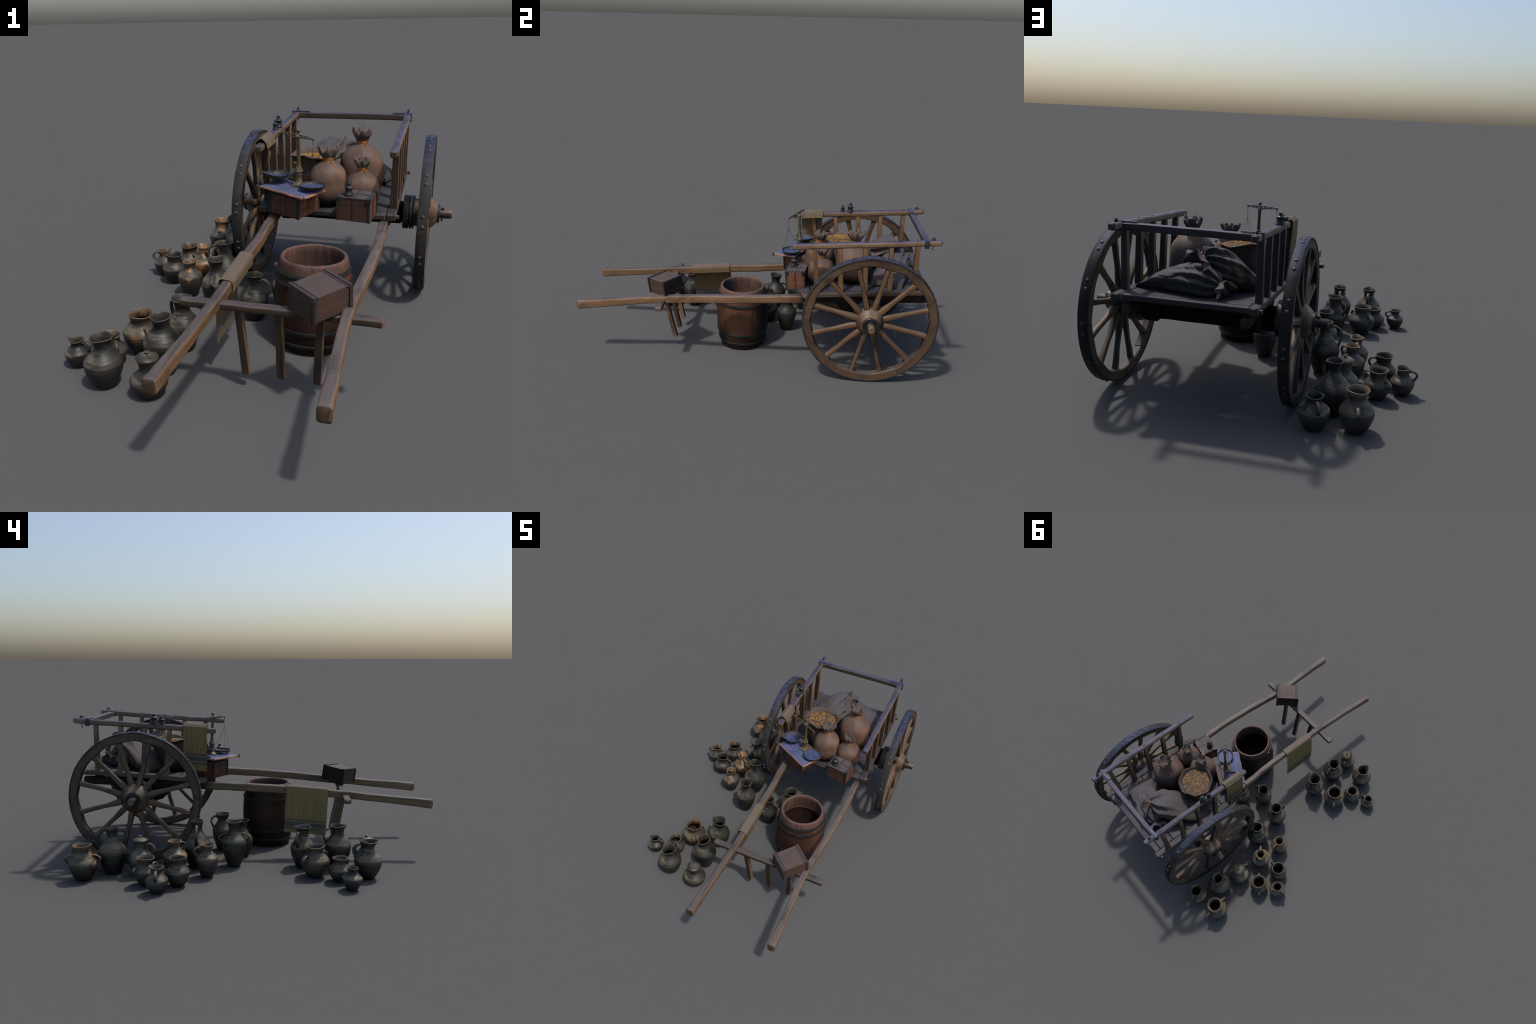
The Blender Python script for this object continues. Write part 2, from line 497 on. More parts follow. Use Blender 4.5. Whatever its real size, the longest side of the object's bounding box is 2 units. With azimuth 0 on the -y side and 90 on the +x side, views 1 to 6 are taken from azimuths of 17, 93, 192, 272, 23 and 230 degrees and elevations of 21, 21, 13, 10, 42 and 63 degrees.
def ball(bm, at, r, mat=0, squash=(1, 1, 1), rot=None, u=12, v=8):
    g = bmesh.ops.create_uvsphere(bm, u_segments=u, v_segments=v, radius=r)
    mx = Matrix.Translation(at) @ (rot.to_4x4() if rot else Matrix()) @ Matrix.Diagonal((*squash, 1))
    bmesh.ops.transform(bm, matrix=mx, verts=g["verts"])
    for f in {f for q in g["verts"] for f in q.link_faces}:
        f.material_index = mat


def hermite(keys, z):
    """keys: (z, r, slope); piecewise cubic."""
    for (z0, r0, s0), (z1, r1, s1) in zip(keys, keys[1:]):
        if z <= z1:
            L = z1 - z0
            t = max(0, (z - z0) / L)
            return ((2 * t ** 3 - 3 * t * t + 1) * r0 + (t ** 3 - 2 * t * t + t) * L * s0
                    + (-2 * t ** 3 + 3 * t * t) * r1 + (t ** 3 - t * t) * L * s1)
    return keys[-1][1]


# ------------------------------------------------------------------ the cart
def rail_z(y):
    return 0.711 + SLOPE * (y - 0.218)


def bed_z(y):
    return 0.4635 + SLOPE * (y - 0.5)


def build_cart():
    cart = thing("hand_cart", V(MID, 0.3, 0), "weathered two-wheeled wooden hand cart with slatted sides", "cart")

    # shafts run the whole length, under the bed
    def waist(t):
        return 0.98 + 0.16 * max(0, 1 - t / 0.16) - 0.09 * math.exp(-((t - 0.25) / 0.07) ** 2)
    for pts, s in (([(0.440, -0.995, 0.2985), (0.433, -0.8, 0.3175), (0.423, -0.60, 0.336), (0.423, -0.46, 0.348), (0.437, -0.28, 0.364), (0.449, -0.08, 0.378), (0.452, 0.1, 0.388), (0.446, 0.3, 0.398), (0.437, 0.965, 0.428)], 1),
                   ([(-0.038, -0.995, 0.2985), (-0.027, -0.8, 0.317), (-0.0155, -0.5, 0.344), (-0.017, -0.28, 0.364), (-0.020, 0.0, 0.382), (-0.033, 0.26, 0.396), (-0.05, 0.965, 0.428)], 2)):
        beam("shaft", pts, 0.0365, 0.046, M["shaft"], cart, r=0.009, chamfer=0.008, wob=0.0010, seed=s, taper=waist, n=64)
    # cross bar with three raking legs
    bar = beam("cross_bar", [(-0.148, -0.511, 0.331), (0.2, -0.51, 0.334), (0.537, -0.509, 0.333)], 0.040, 0.026, M["beam"], cart, seed=3, r=0.008, chamfer=0.007, wob=0.001)
    for (x0, x1), s in zip(((0.060, 0.067), (0.198, 0.193), (0.338, 0.320)), (4, 5, 6)):
        beam("leg", [(x0, -0.512, 0.334), ((x0 + x1) / 2, -0.487, 0.195), (x1, -0.461, 0.054)], 0.027, 0.024, M["beam"], bar, up=(0, 1, 0), seed=s,
             taper=lambda t: 0.95 + 0.1 * t)

    # bed: side sills, cross planks, underframe
    for x, s in ((-0.081, 11), (0.475, 12)):
        y0, y1 = 0.272, 0.972
        sill = beam("sill", [(x, y0, bed_z(y0) - 0.0145), (x, 0.6, bed_z(0.6) - 0.014), (x, y1, bed_z(y1) - 0.0145)], 0.040, 0.030, M["plank"], cart, seed=s, r=0.007, chamfer=0.005)
        out = 1 if x > MID else -1
        for y in (0.297, 0.944):
            bm = bmesh.new()
            box(bm, (0.03, 0.017, 0.017), (0, 0, 0), bevel=0.004)
            finish("dowel", bm, M["spoke"], sill, Matrix.Translation((x + out * 0.018, y, bed_z(y) - 0.018)))
    edges = [0.270, 0.322, 0.423, 0.518, 0.62, 0.714, 0.819, 0.921, 0.962]
    rng = random.Random(3)
    for i, (a, b) in enumerate(zip(edges, edges[1:])):
        last = i in (0, len(edges) - 2)
        y = (a + b) / 2
        th = 0.024 if last else 0.014
        z = bed_z(y) - 0.003 - th / 2 + rng.uniform(-0.001, 0.0005)
        m = (b - a) - 0.0045
        beam("plank", [(-0.0585, y, z), (MID, y + rng.uniform(-0.001, 0.001), z), (0.4525, y, z)], m, th, M["plank"], cart,
             up=(0, -SLOPE, 1), seed=20 + i, r=0.005 if last else 0.003, chamfer=0.002, wob=0.0004)
    for y, h in ((0.32, 0.03), (0.88, 0.026)):
        z = bed_z(y) - 0.032
        beam("underframe", [(-0.045, y, z), (0.44, y, z)], 0.05, h, M["dark_beam"], cart, seed=33)
    # axle beam on two saddles
    ax_y, ax_z = 0.641, 0.357
    beam("axle_beam", [(-0.114, ax_y, ax_z - 0.003), (0.508, ax_y, ax_z - 0.003)], 0.095, 0.093, M["dark_beam"], cart, r=0.014, chamfer=0.012, seed=34)
    for x in (-0.035, 0.43):
        bm = bmesh.new()
        ring = []
        for y, z in ((-0.2, 0.045), (0.17, 0.058), (0.12, -0.030), (0.07, -0.052), (-0.06, -0.052), (-0.12, -0.036)):
            ring.append(V(0, y, z))
        loft(bm, [[p + V(dx, 0, 0) for p in ring] for dx in (-0.022, 0.022)])
        bmesh.ops.bevel(bm, geom=bm.edges[:], offset=0.004, segments=2, affect="EDGES", profile=0.5)
        finish("saddle", bm, M["dark_beam"], cart, Matrix.Translation((x, ax_y, ax_z)))

    # slatted sides
    for x, s in ((-0.083, 41), (0.478, 42)):
        y0, y1 = 0.214, 0.998
        rail = beam("top_rail", [(x, y0, rail_z(y0)), (x, 0.47, rail_z(0.47) + 0.001), (x, 0.74, rail_z(0.74) - 0.0005), (x, y1, rail_z(y1))], 0.032, 0.030, M["rail"], cart, seed=s,
                    r=0.009, chamfer=0.006, wob=0.0013)
        for yt, yb in ((0.332, 0.362), (0.467, 0.490), (0.604, 0.619), (0.740, 0.749), (0.877, 0.874)):
            beam("side_post", [(x + 0.001, yb, bed_z(yb) - 0.006), (x, (yt + yb) / 2, 0.6), (x, yt, rail_z(yt) - 0.01)], 0.025, 0.027, M["beam"], cart, up=(1, 0, 0),
                 seed=s + yt * 10, taper=lambda t: 1.12 - 0.18 * t, r=0.003)
            bm = bmesh.new()
            box(bm, (0.010, 0.028, 0.004), bevel=0.001)
            finish("tenon", bm, M["crate_frame"], rail, Matrix.Translation((x, yt, rail_z(yt) + 0.0142)) @ Matrix.Rotation(PITCH, 4, "X"))
    yb = 0.921
    back = beam("back_rail", [(-0.068, yb, rail_z(yb) - 0.003), (0.2, yb, rail_z(yb) - 0.002), (0.463, yb, rail_z(yb) - 0.003)], 0.030, 0.030, M["rail"], cart, seed=47, r=0.006)
    for x, d in ((-0.083, 1), (0.478, -1)):
        # iron strap wrapped over the rail and laid along the back rail
        bm = bmesh.new()
        z = 0.0172
        box(bm, (0.088, 0.021, 0.0035), (d * 0.027, 0, z), bevel=0.001)
        box(bm, (0.0035, 0.024, 0.042), (-d * 0.0185, 0, -0.003), bevel=0.001)
        box(bm, (0.040, 0.024, 0.0035), (0, 0, -z - 0.001), bevel=0.001)
        ball(bm, (d * 0.055, 0, z + 0.001), 0.004, squash=(1, 1, 0.5))
        finish("corner_strap", bm, M["strap"], back, Matrix.Translation((x, yb - 0.002, rail_z(yb))) @ Matrix.Rotation(PITCH, 4, "X"))
        # ring bolt with a hook below
        bm = bmesh.new()
        tube(bm, [V(0, math.cos(a) * 0.0075, 0.016 + 0.0055 + math.sin(a) * 0.0062) for a in [i * PI / 12 - PI / 4 for i in range(19)]], 0.0040, 8)
        tube(bm, spline([(0, 0, -0.014), (0, 0.001, -0.024), (0, -0.002, -0.033), (0, 0.002, -0.039)], 4), 0.0022, 6)
        finish("ring_bolt", bm, M["iron"], back, Matrix.Translation((x, 0.954, rail_z(0.954))))

    build_wheels(cart, ax_y, 0.3585)
    return cart


def build_wheels(cart, ay, az):
    R, half = 0.358, 0.0225
    # shared meshes, modelled in wheel space: axle along x, outward +x
    def felloe_mesh(seed):
        bm = bmesh.new()
        rings = []
        n = 14
        for i in range(n + 1):
            a = math.radians(-29.85 + 59.70 * i / n)
            u = i / n
            scallop = 0.0032 * math.cos(u * 4 * PI) + 0.004 * noise.noise(V(u * 5, seed * 3.7, 1))
            endw = 0.0019 if i in (0, n) else 0
            ri = 0.3105 + scallop + endw * 0.3
            ro = R - 0.0055
            w = half - 0.002 - 0.0012 * noise.noise(V(u * 3, seed, 5)) - endw * 0.25
            sec = []
            c = 0.005
            for rr, xx in ((ri, -w + c), (ri + c, -w), (ro, -w), (ro, w), (ri + c, w), (ri, w - c)):
                sec.append(V(xx, rr * math.sin(a), rr * math.cos(a)))
            rings.append(sec)
        loft(bm, rings)
        bmesh.ops.recalc_face_normals(bm, faces=bm.faces)
        me = bpy.data.meshes.new("felloe")
        bm.to_mesh(me); bm.free()
        me.materials.append(M["felloe"]); me.shade_smooth(); me.set_sharp_from_angle(angle=math.radians(30))
        return me

    felloes = [felloe_mesh(s) for s in range(3)]

    def spoke_mesh(seed):
        bm = bmesh.new()
        rings = []
        n = 14
        for i in range(n + 1):
            u = i / n
            y = 0.060 + u * 0.258
            bulge = 0.0135 + 0.0035 * math.exp(-((u - 0.12) / 0.16) ** 2) - 0.0022 * math.exp(-((u - 0.55) / 0.3) ** 2) + 0.001 * u
            wx = bulge * (1.0 if u < 0.2 else 0.95)
            wz = bulge * 1.02
            nz = noise.noise_vector(V(u * 4, seed * 9.1, 2)) * 0.002
            dish = 0.004 - 0.004 * u
            rings.append([V(dish + x * 2 * wx + nz.x, y, z * 2 * wz + nz.z) for x, z in rounded(1, 1, 0.33, 4)])
        loft(bm, rings)
        bmesh.ops.recalc_face_normals(bm, faces=bm.faces)
        me = bpy.data.meshes.new("spoke")
        bm.to_mesh(me); bm.free()
        me.materials.append(M["spoke"]); me.shade_smooth(); me.set_sharp_from_angle(angle=math.radians(45))
        return me

    spokes = [spoke_mesh(s) for s in range(4)]

    bm = bmesh.new()
    ball(bm, (0, 0, 0), 0.0082, squash=(1, 1, 0.55), u=12, v=8)
    riv = bpy.data.meshes.new("rivet")
    bm.to_mesh(riv); bm.free()
    riv.materials.append(M["rivet"]); riv.shade_smooth()

    for side, x0 in ((1, 0.6055), (-1, -0.2115)):
        W = Matrix.Translation((x0, ay, az)) @ Matrix.Diagonal((side, 1, 1, 1))
        Wr = Matrix.Translation((x0, ay, az))
        wheel = place("wheel", None, cart, Wr)
        wheel.empty_display_size = 0.1
        rng = random.Random(70 + side)
        # iron tyre, lightly hammered
        bm = bmesh.new()
        rings = []
        nseg = 96
        for i in range(nseg):
            a = 2 * PI * i / nseg
            k = 0.0013 * noise.noise(V(math.cos(a) * 5, math.sin(a) * 5, side * 3))
            ro, ri = R + k, R - 0.007
            sec = [(ri, -half), (ro - 0.0015, -half), (ro, -half + 0.002), (ro, half - 0.002), (ro - 0.0015, half), (ri, half)]
            rings.append([V(x, r * math.sin(a), r * math.cos(a)) for r, x in sec])
        vs = loft(bm, rings, caps=(False, False))
        for i in range(6):
            j = (i + 1) % 6
            bm.faces.new((vs[-1][i], vs[-1][j], vs[0][j], vs[0][i]))
        # lapped joint of the tyre
        ja = math.radians(-8)
        for t in range(1):
            pts = []
            for q in range(7):
                a = ja + math.radians(-1 + 2.6 * q)
                for rr in (R - 0.002, R + 0.0018):
                    pts.append((a, rr))
            sec = [[V(x, rr * math.sin(a), rr * math.cos(a)) for rr, x in ((R - 0.002, -half * 0.97), (R + 0.0016, -half * 0.97), (R + 0.0016, half * 0.97), (R - 0.002, half * 0.97))]
                   for a in [ja + math.radians(-0.5 + 2.4 * q) for q in range(6)]]
            loft(bm, sec)
        finish("tyre", bm, M["tyre"], wheel, Wr, 40)
        for k in range(6):
            place("felloe", felloes[(k + (side > 0)) % 3], wheel, Wr @ Matrix.Rotation(math.radians(-60 * k), 4, "X"))
        for k in range(12):
            a = math.radians(15 + 30 * k + rng.uniform(-1.2, 1.2))
            rot = Matrix.Rotation(a, 4, "X")
            place("spoke", spokes[rng.randrange(4)], wheel, Wr @ Matrix.Diagonal((1, 1, 1, 1)) @ Matrix.Translation((side * 0.002, 0, 0)) @ rot)
        pairs = [0, 15, -15, 43, -43, 72, -72, 101, -101, 130, -130, 158, -158]
        for c in pairs:
            for d in (-3.3, 3.3):
                a = math.radians(-8 + c + d + rng.uniform(-0.5, 0.5))
                dx = rng.uniform(-0.002, 0.002)
                rr = R + (0.0016 if c == 0 else 0.0)
                place("rivet", riv, wheel, Wr @ Matrix.Rotation(-a, 4, "X") @ Matrix.Translation((dx, 0, rr)))
        # hub: turned nave with a domed nose, iron collars behind, axle end with a linch pin
        S = side
        bm = bmesh.new()
        lathe(bm, [(0.02, 0.058 * S), (0.040, 0.0555 * S), (0.0465, 0.051 * S), (0.0575, 0.0405 * S), (0.0680, 0.028 * S), (0.0765, 0.015 * S), (0.0815, 0.004 * S), (0.080, 0.0 * S),
                   (0.068, -0.004 * S), (0.066, -0.03 * S), (0.063, -0.055 * S), (0.06, -0.10 * S), (0.02, -0.10 * S)], 56, axis="x", cap=(True, True))
        hub = finish("hub", bm, M["hub"], wheel, Wr, 40)
        bm = bmesh.new()
        for x, r, w in ((0.001, 0.0825, 0.006), (-0.052, 0.0795, 0.006), (-0.064, 0.079, 0.012), (-0.0865, 0.0795, 0.026)):
            lathe(bm, [(0.05, (x - w / 2) * S), (r - 0.003, (x - w / 2) * S), (r, (x - w / 2 + 0.002) * S), (r, (x + w / 2 - 0.002) * S), (r - 0.003, (x + w / 2) * S), (0.05, (x + w / 2) * S)], 56, axis="x")
        lathe(bm, [(0.018, 0.050 * S), (0.040, 0.050 * S), (0.0435, 0.053 * S), (0.0435, 0.063 * S), (0.041, 0.066 * S), (0.030, 0.066 * S), (0.028, 0.062 * S), (0.018, 0.062 * S)], 48, axis="x")
        finish("hub_collar", bm, M["iron"], wheel, Wr, 35)
        bm = bmesh.new()
        lathe(bm, [(0.0205, -0.12 * S), (0.0205, 0.105 * S), (0.0198, 0.115 * S), (0.0165, 0.1195 * S)], 32, axis="x", cap=(True, True))
        finish("axle_end", bm, M["spoke"], wheel, Wr, 40)
        bm = bmesh.new()
        tube(bm, [(0.0755 * S, 0.002, -0.034), (0.0755 * S, 0, 0.024)], 0.0042, 8)
        box(bm, (0.014, 0.016, 0.011), (0.0765 * S, 0, 0.0245), bevel=0.003)
        finish("linch_pin", bm, M["iron"], wheel, Wr, 40)


# ------------------------------------------------------------------ boxes
def build_chest(name, corner, ux, uy, dims, parent_label, kind):
    """A boarded box. corner: front-left-bottom; ux, uy: edge directions; dims: along ux, uy, z."""
    X, Y = Vector(ux).normalized(), Vector(uy).normalized()
    Z = X.cross(Y).normalized()
    Y = Z.cross(X)
    m = Matrix((X, Y, Z)).transposed().to_4x4()
    a, b, h = dims
    m.translation = Vector(corner) + X * a / 2 + Y * b / 2
    root = place(name, None, None, m)
    root.empty_display_size = 0.05
    describe(root, *parent_label)

    def part(nm, size, at, mat, bevel=0.0015, seed=0):
        """Board whose long side becomes the local y axis so the grain follows it."""
        s = list(size)
        k = max(range(3), key=lambda i: s[i])
        rot = {0: Matrix.Rotation(-PI / 2, 4, "Z"), 1: Matrix(), 2: Matrix.Rotation(PI / 2, 4, "X")}[k]
        if k == 0:
            s = [s[1], s[0], s[2]]
        elif k == 2:
            s = [s[0], s[2], s[1]]
        bm = bmesh.new()
        box(bm, s, bevel=bevel)
        return flat_faces(finish(nm, bm, mat, root, m @ Matrix.Translation(at) @ rot))

    lid_h = 0.008
    part("core", (a - 0.008, b - 0.008, h - 0.008), (0, 0, h / 2 - 0.002), M["hollow"], 0)
    rows = kind["rows"]
    bh = (h - lid_h) / rows
    rng = random.Random(kind["seed"])
    for i in range(rows):
        z = bh * (i + 0.5)
        g = 0.0005
        for s in (-1, 1):
            part("side_board", (a - 0.004, 0.006, bh - g), (rng.uniform(-.0006, .0006), s * (b / 2 - 0.004 + rng.uniform(-.0005, .0005)), z), M[kind.get("wood", "crate")], 0.0006)
            part("side_board", (0.006, b - 0.012, bh - g), (s * (a / 2 - 0.004 + rng.uniform(-.0005, .0005)), 0, z), M[kind.get("wood", "crate")], 0.0006)
    n = kind["lid"]
    for i in range(n):
        wdt = b / n
        part("lid_board", (a - 0.001, wdt - 0.001, lid_h), (0, -b / 2 + wdt * (i + 0.5), h - lid_h / 2 + rng.uniform(-.0004, .0004)), M["box_board" if kind.get("wood") else "crate_lid"], 0.0008)
    post = kind.get("post", 0.010)
    for sx in (-1, 1):
        for sy in (-1, 1):
            part("corner_post", (post, post, h - 0.004), (sx * (a / 2 - post / 2 + 0.0022), sy * (b / 2 - post / 2 + 0.0022), h / 2 - 0.003), M["crate_frame"], 0.001)
    if kind.get("ends"):                    # battens framing both ends
        for sx in (-1, 1):
            x = sx * (a / 2 - 0.007)
            part("batten", (0.012, b + 0.006, 0.007), (x, 0, h + 0.001), M["crate_frame"], 0.0015)
            part("batten", (0.005, b + 0.006, 0.006), (sx * (a / 2 - 0.020), 0, h - 0.0012), M["crate_frame"], 0.001)
            for sy in (-1, 1):
                part("batten", (0.012, 0.006, h - 0.002), (x, sy * (b / 2 + 0.002), h / 2 - 0.001), M["crate_frame"], 0.0015)
            for sy in (-1, 1):
                bm = bmesh.new()
                ball(bm, (0, 0, 0), 0.0022, u=8, v=6)
                finish("nail", bm, M["iron"], root, m @ Matrix.Translation((x, sy * (b / 2 + 0.005), h * 0.8)))
    if kind.get("strap"):                   # band round the middle
        mt = M[kind["strap"]]
        wdt = 0.0065
        off = kind.get("strap_at", 0.0)
        for s in (-1, 1):
            part("strap", (wdt, 0.003, h), (off, s * (b / 2 + 0.0005), h / 2), mt, 0.0008)
        part("strap", (wdt, b + 0.003, 0.003), (off, 0, h + 0.0006), mt, 0.0008)
        if kind.get("strap2"):
            for s in (-1, 1):
                part("strap", (0.003, wdt, h), (s * (a / 2 + 0.0005), 0, h / 2), mt, 0.0008)
            part("strap", (a + 0.003, wdt, 0.003), (0, 0, h + 0.0009), M["crate_frame"], 0.0008)
    if kind.get("brackets"):                # iron corner shoes
        for sx in (-1, 1):
            for sy in (-1, 1):
                part("corner_bracket", (0.021, 0.021, 0.022), (sx * (a / 2 - 0.0075), sy * (b / 2 - 0.0075), h - 0.0085), M["iron"], 0.0025)
    if kind.get("lid_battens"):
        for sx in (-1, 1):
            part("lid_batten", (0.012, b - 0.01, 0.004), (sx * (a / 2 - 0.007), 0, h + 0.001), M["crate_frame"], 0.001)
    return root, m


def build_boxes():
    # small chest at the front right of the bed
    chest, m = build_chest("corner_bound_chest", (0.258, 0.212, 0.4285), (0.139, -0.0225, 0.0), (0.0165, 0.105, 0.0082), (0.140, 0.108, 0.102),
                           ("small boarded chest with black iron corners", "wooden chest"), dict(rows=4, lid=3, seed=5, strap="crate_frame", strap2=True, brackets=True, lid_battens=True))
    # crate that carries the counter board
    build_chest("boarded_crate", (-0.039, 0.235, 0.4355), (0.142, -0.067, -0.0055), (0.067, 0.129, 0.009), (0.157, 0.146, 0.092),
                ("reddish boarded crate with ochre straps", "wooden crate"), dict(rows=4, lid=3, seed=6, strap="gilt", strap2=True))
    # box on the cross bar
    build_chest("battened_box", (0.330, -0.601, 0.343), (0.101, 0.117, 0.0148), (-0.096, 0.084, 0.0095), (0.155, 0.126, 0.089),
                ("plain boarded box with end battens", "wooden box"), dict(rows=3, lid=1, seed=7, ends=True, post=0.009, wood="box_board"))

    # counter board on the crate, with ragged edges and knob feet
    A, B, C = V(-0.084, 0.229, 0.553), V(0.139, 0.107, 0.5435), V(0.205, 0.228, 0.5525)
    X = (B - A).normalized()
    Y = (C - B)
    Y = (Y - X * Y.dot(X)).normalized()
    Z = X.cross(Y)
    m = Matrix((Y, X, Z)).transposed().to_4x4()
    m = Matrix((-Y, X, Z)).transposed().to_4x4()
    ctr = (A + C) / 2
    m.translation = ctr
    L, Wd = (B - A).length, 0.140
    bm = bmesh.new()
    nx, ny = 30, 18
    top, rim = [], []
    path = []
    for i in range(nx):
        path.append((-L / 2 + L * i / nx, -Wd / 2))
    for i in range(ny):
        path.append((L / 2, -Wd / 2 + Wd * i / ny))
    for i in range(nx):
        path.append((L / 2 - L * i / nx, Wd / 2))
    for i in range(ny):
        path.append((-L / 2, Wd / 2 - Wd * i / ny))

    def ring(inset, z, rag):
        out = []
        for i, (y, x) in enumerate(path):
            k = 1 + rag * noise.noise(V(x * 60, y * 60, z * 200))
            d = inset + rag * 0.5 * noise.noise(V(x * 45, y * 45, z * 30 + 2))
            fx, fy = (Wd / 2 - d) / (Wd / 2), (L / 2 - d) / (L / 2)
            out.append(V(x * fx, y * fy, z + rag * 0.2 * noise.noise(V(x * 50, y * 50, 9))))
        return out
    vs = loft(bm, [ring(0.004, -0.011, 0.004), ring(0.0, -0.009, 0.005), ring(0.0005, -0.003, 0.005), ring(0.005, 0.0, 0.004)], mat=1)
    for f in bm.faces:
        if len(f.verts) > 10 and f.calc_center_median().z > -0.003:
            f.material_index = 0
    board = finish("counter_board", bm, [M["board"], M["board_edge"]], None, m, 50)
    describe(board, "worn serving board with ragged orange edges", "wooden board")
    for sx, sy in ((1, -1), (1, 1)):
        bm = bmesh.new()
        lathe(bm, [(0.0, 0.010), (0.004, 0.009), (0.006, 0.004), (0.0055, 0.0), (0.003, -0.003), (0.003, -0.012), (0.0, -0.013)], 14)
        finish("knob", bm, M["pan"], board, m @ Matrix.Translation((sx * (Wd / 2 + 0.003), sy * (L / 2 + 0.006), -0.006)))
    # crumbs and pinches of spice left on the board
    rng = random.Random(12)
    bm = bmesh.new()
    for i in range(70):
        t = rng.gauss(0, 0.35)
        y, x = -0.02 + t * 0.075 + rng.gauss(0, 0.012), 0.028 + rng.gauss(0, 0.014)
        r = rng.uniform(0.0007, 0.0017) if i > 5 else rng.uniform(0.002, 0.003)
        ball(bm, (x, y, r * 0.6), r, rot=Matrix.Rotation(rng.uniform(0, 6), 3, "Z"), squash=(1, rng.uniform(0.6, 1.3), rng.uniform(0.7, 1.4)), u=6, v=5)
    cr = finish("crumb", bm, M["weight"], board, m)
    cr["kind"] = "stuff"
    return board, m, chest


def weight_profile(r, h):
    k = [(0.0, 0.0), (0.93, 0.0), (1.0, 0.03), (0.98, 0.10), (0.82, 0.16), (0.74, 0.28), (0.70, 0.40), (0.74, 0.48), (0.90, 0.545), (0.92, 0.60),
         (0.78, 0.66), (0.42, 0.71), (0.27, 0.75), (0.26, 0.79), (0.40, 0.84), (0.47, 0.89), (0.43, 0.95), (0.25, 0.99), (0.0, 1.0)]
    return [(a * r, b * h) for a, b in k]


def build_weights():
    for at, r, h in ((V(-0.084, 0.555, rail_z(0.555) + 0.0148), 0.0205, 0.055), (V(-0.085, 0.509, rail_z(0.509) + 0.0148), 0.0150, 0.043), (V(0.303, 0.228, 0.5335), 0.0200, 0.056)):
        bm = bmesh.new()
        lathe(bm, weight_profile(r, h), 32)
        o = finish("balance_weight", bm, M["weight"], None, Matrix.Translation(at), 50)
        describe(o, "turned dark bronze weight with a knob", "weight")


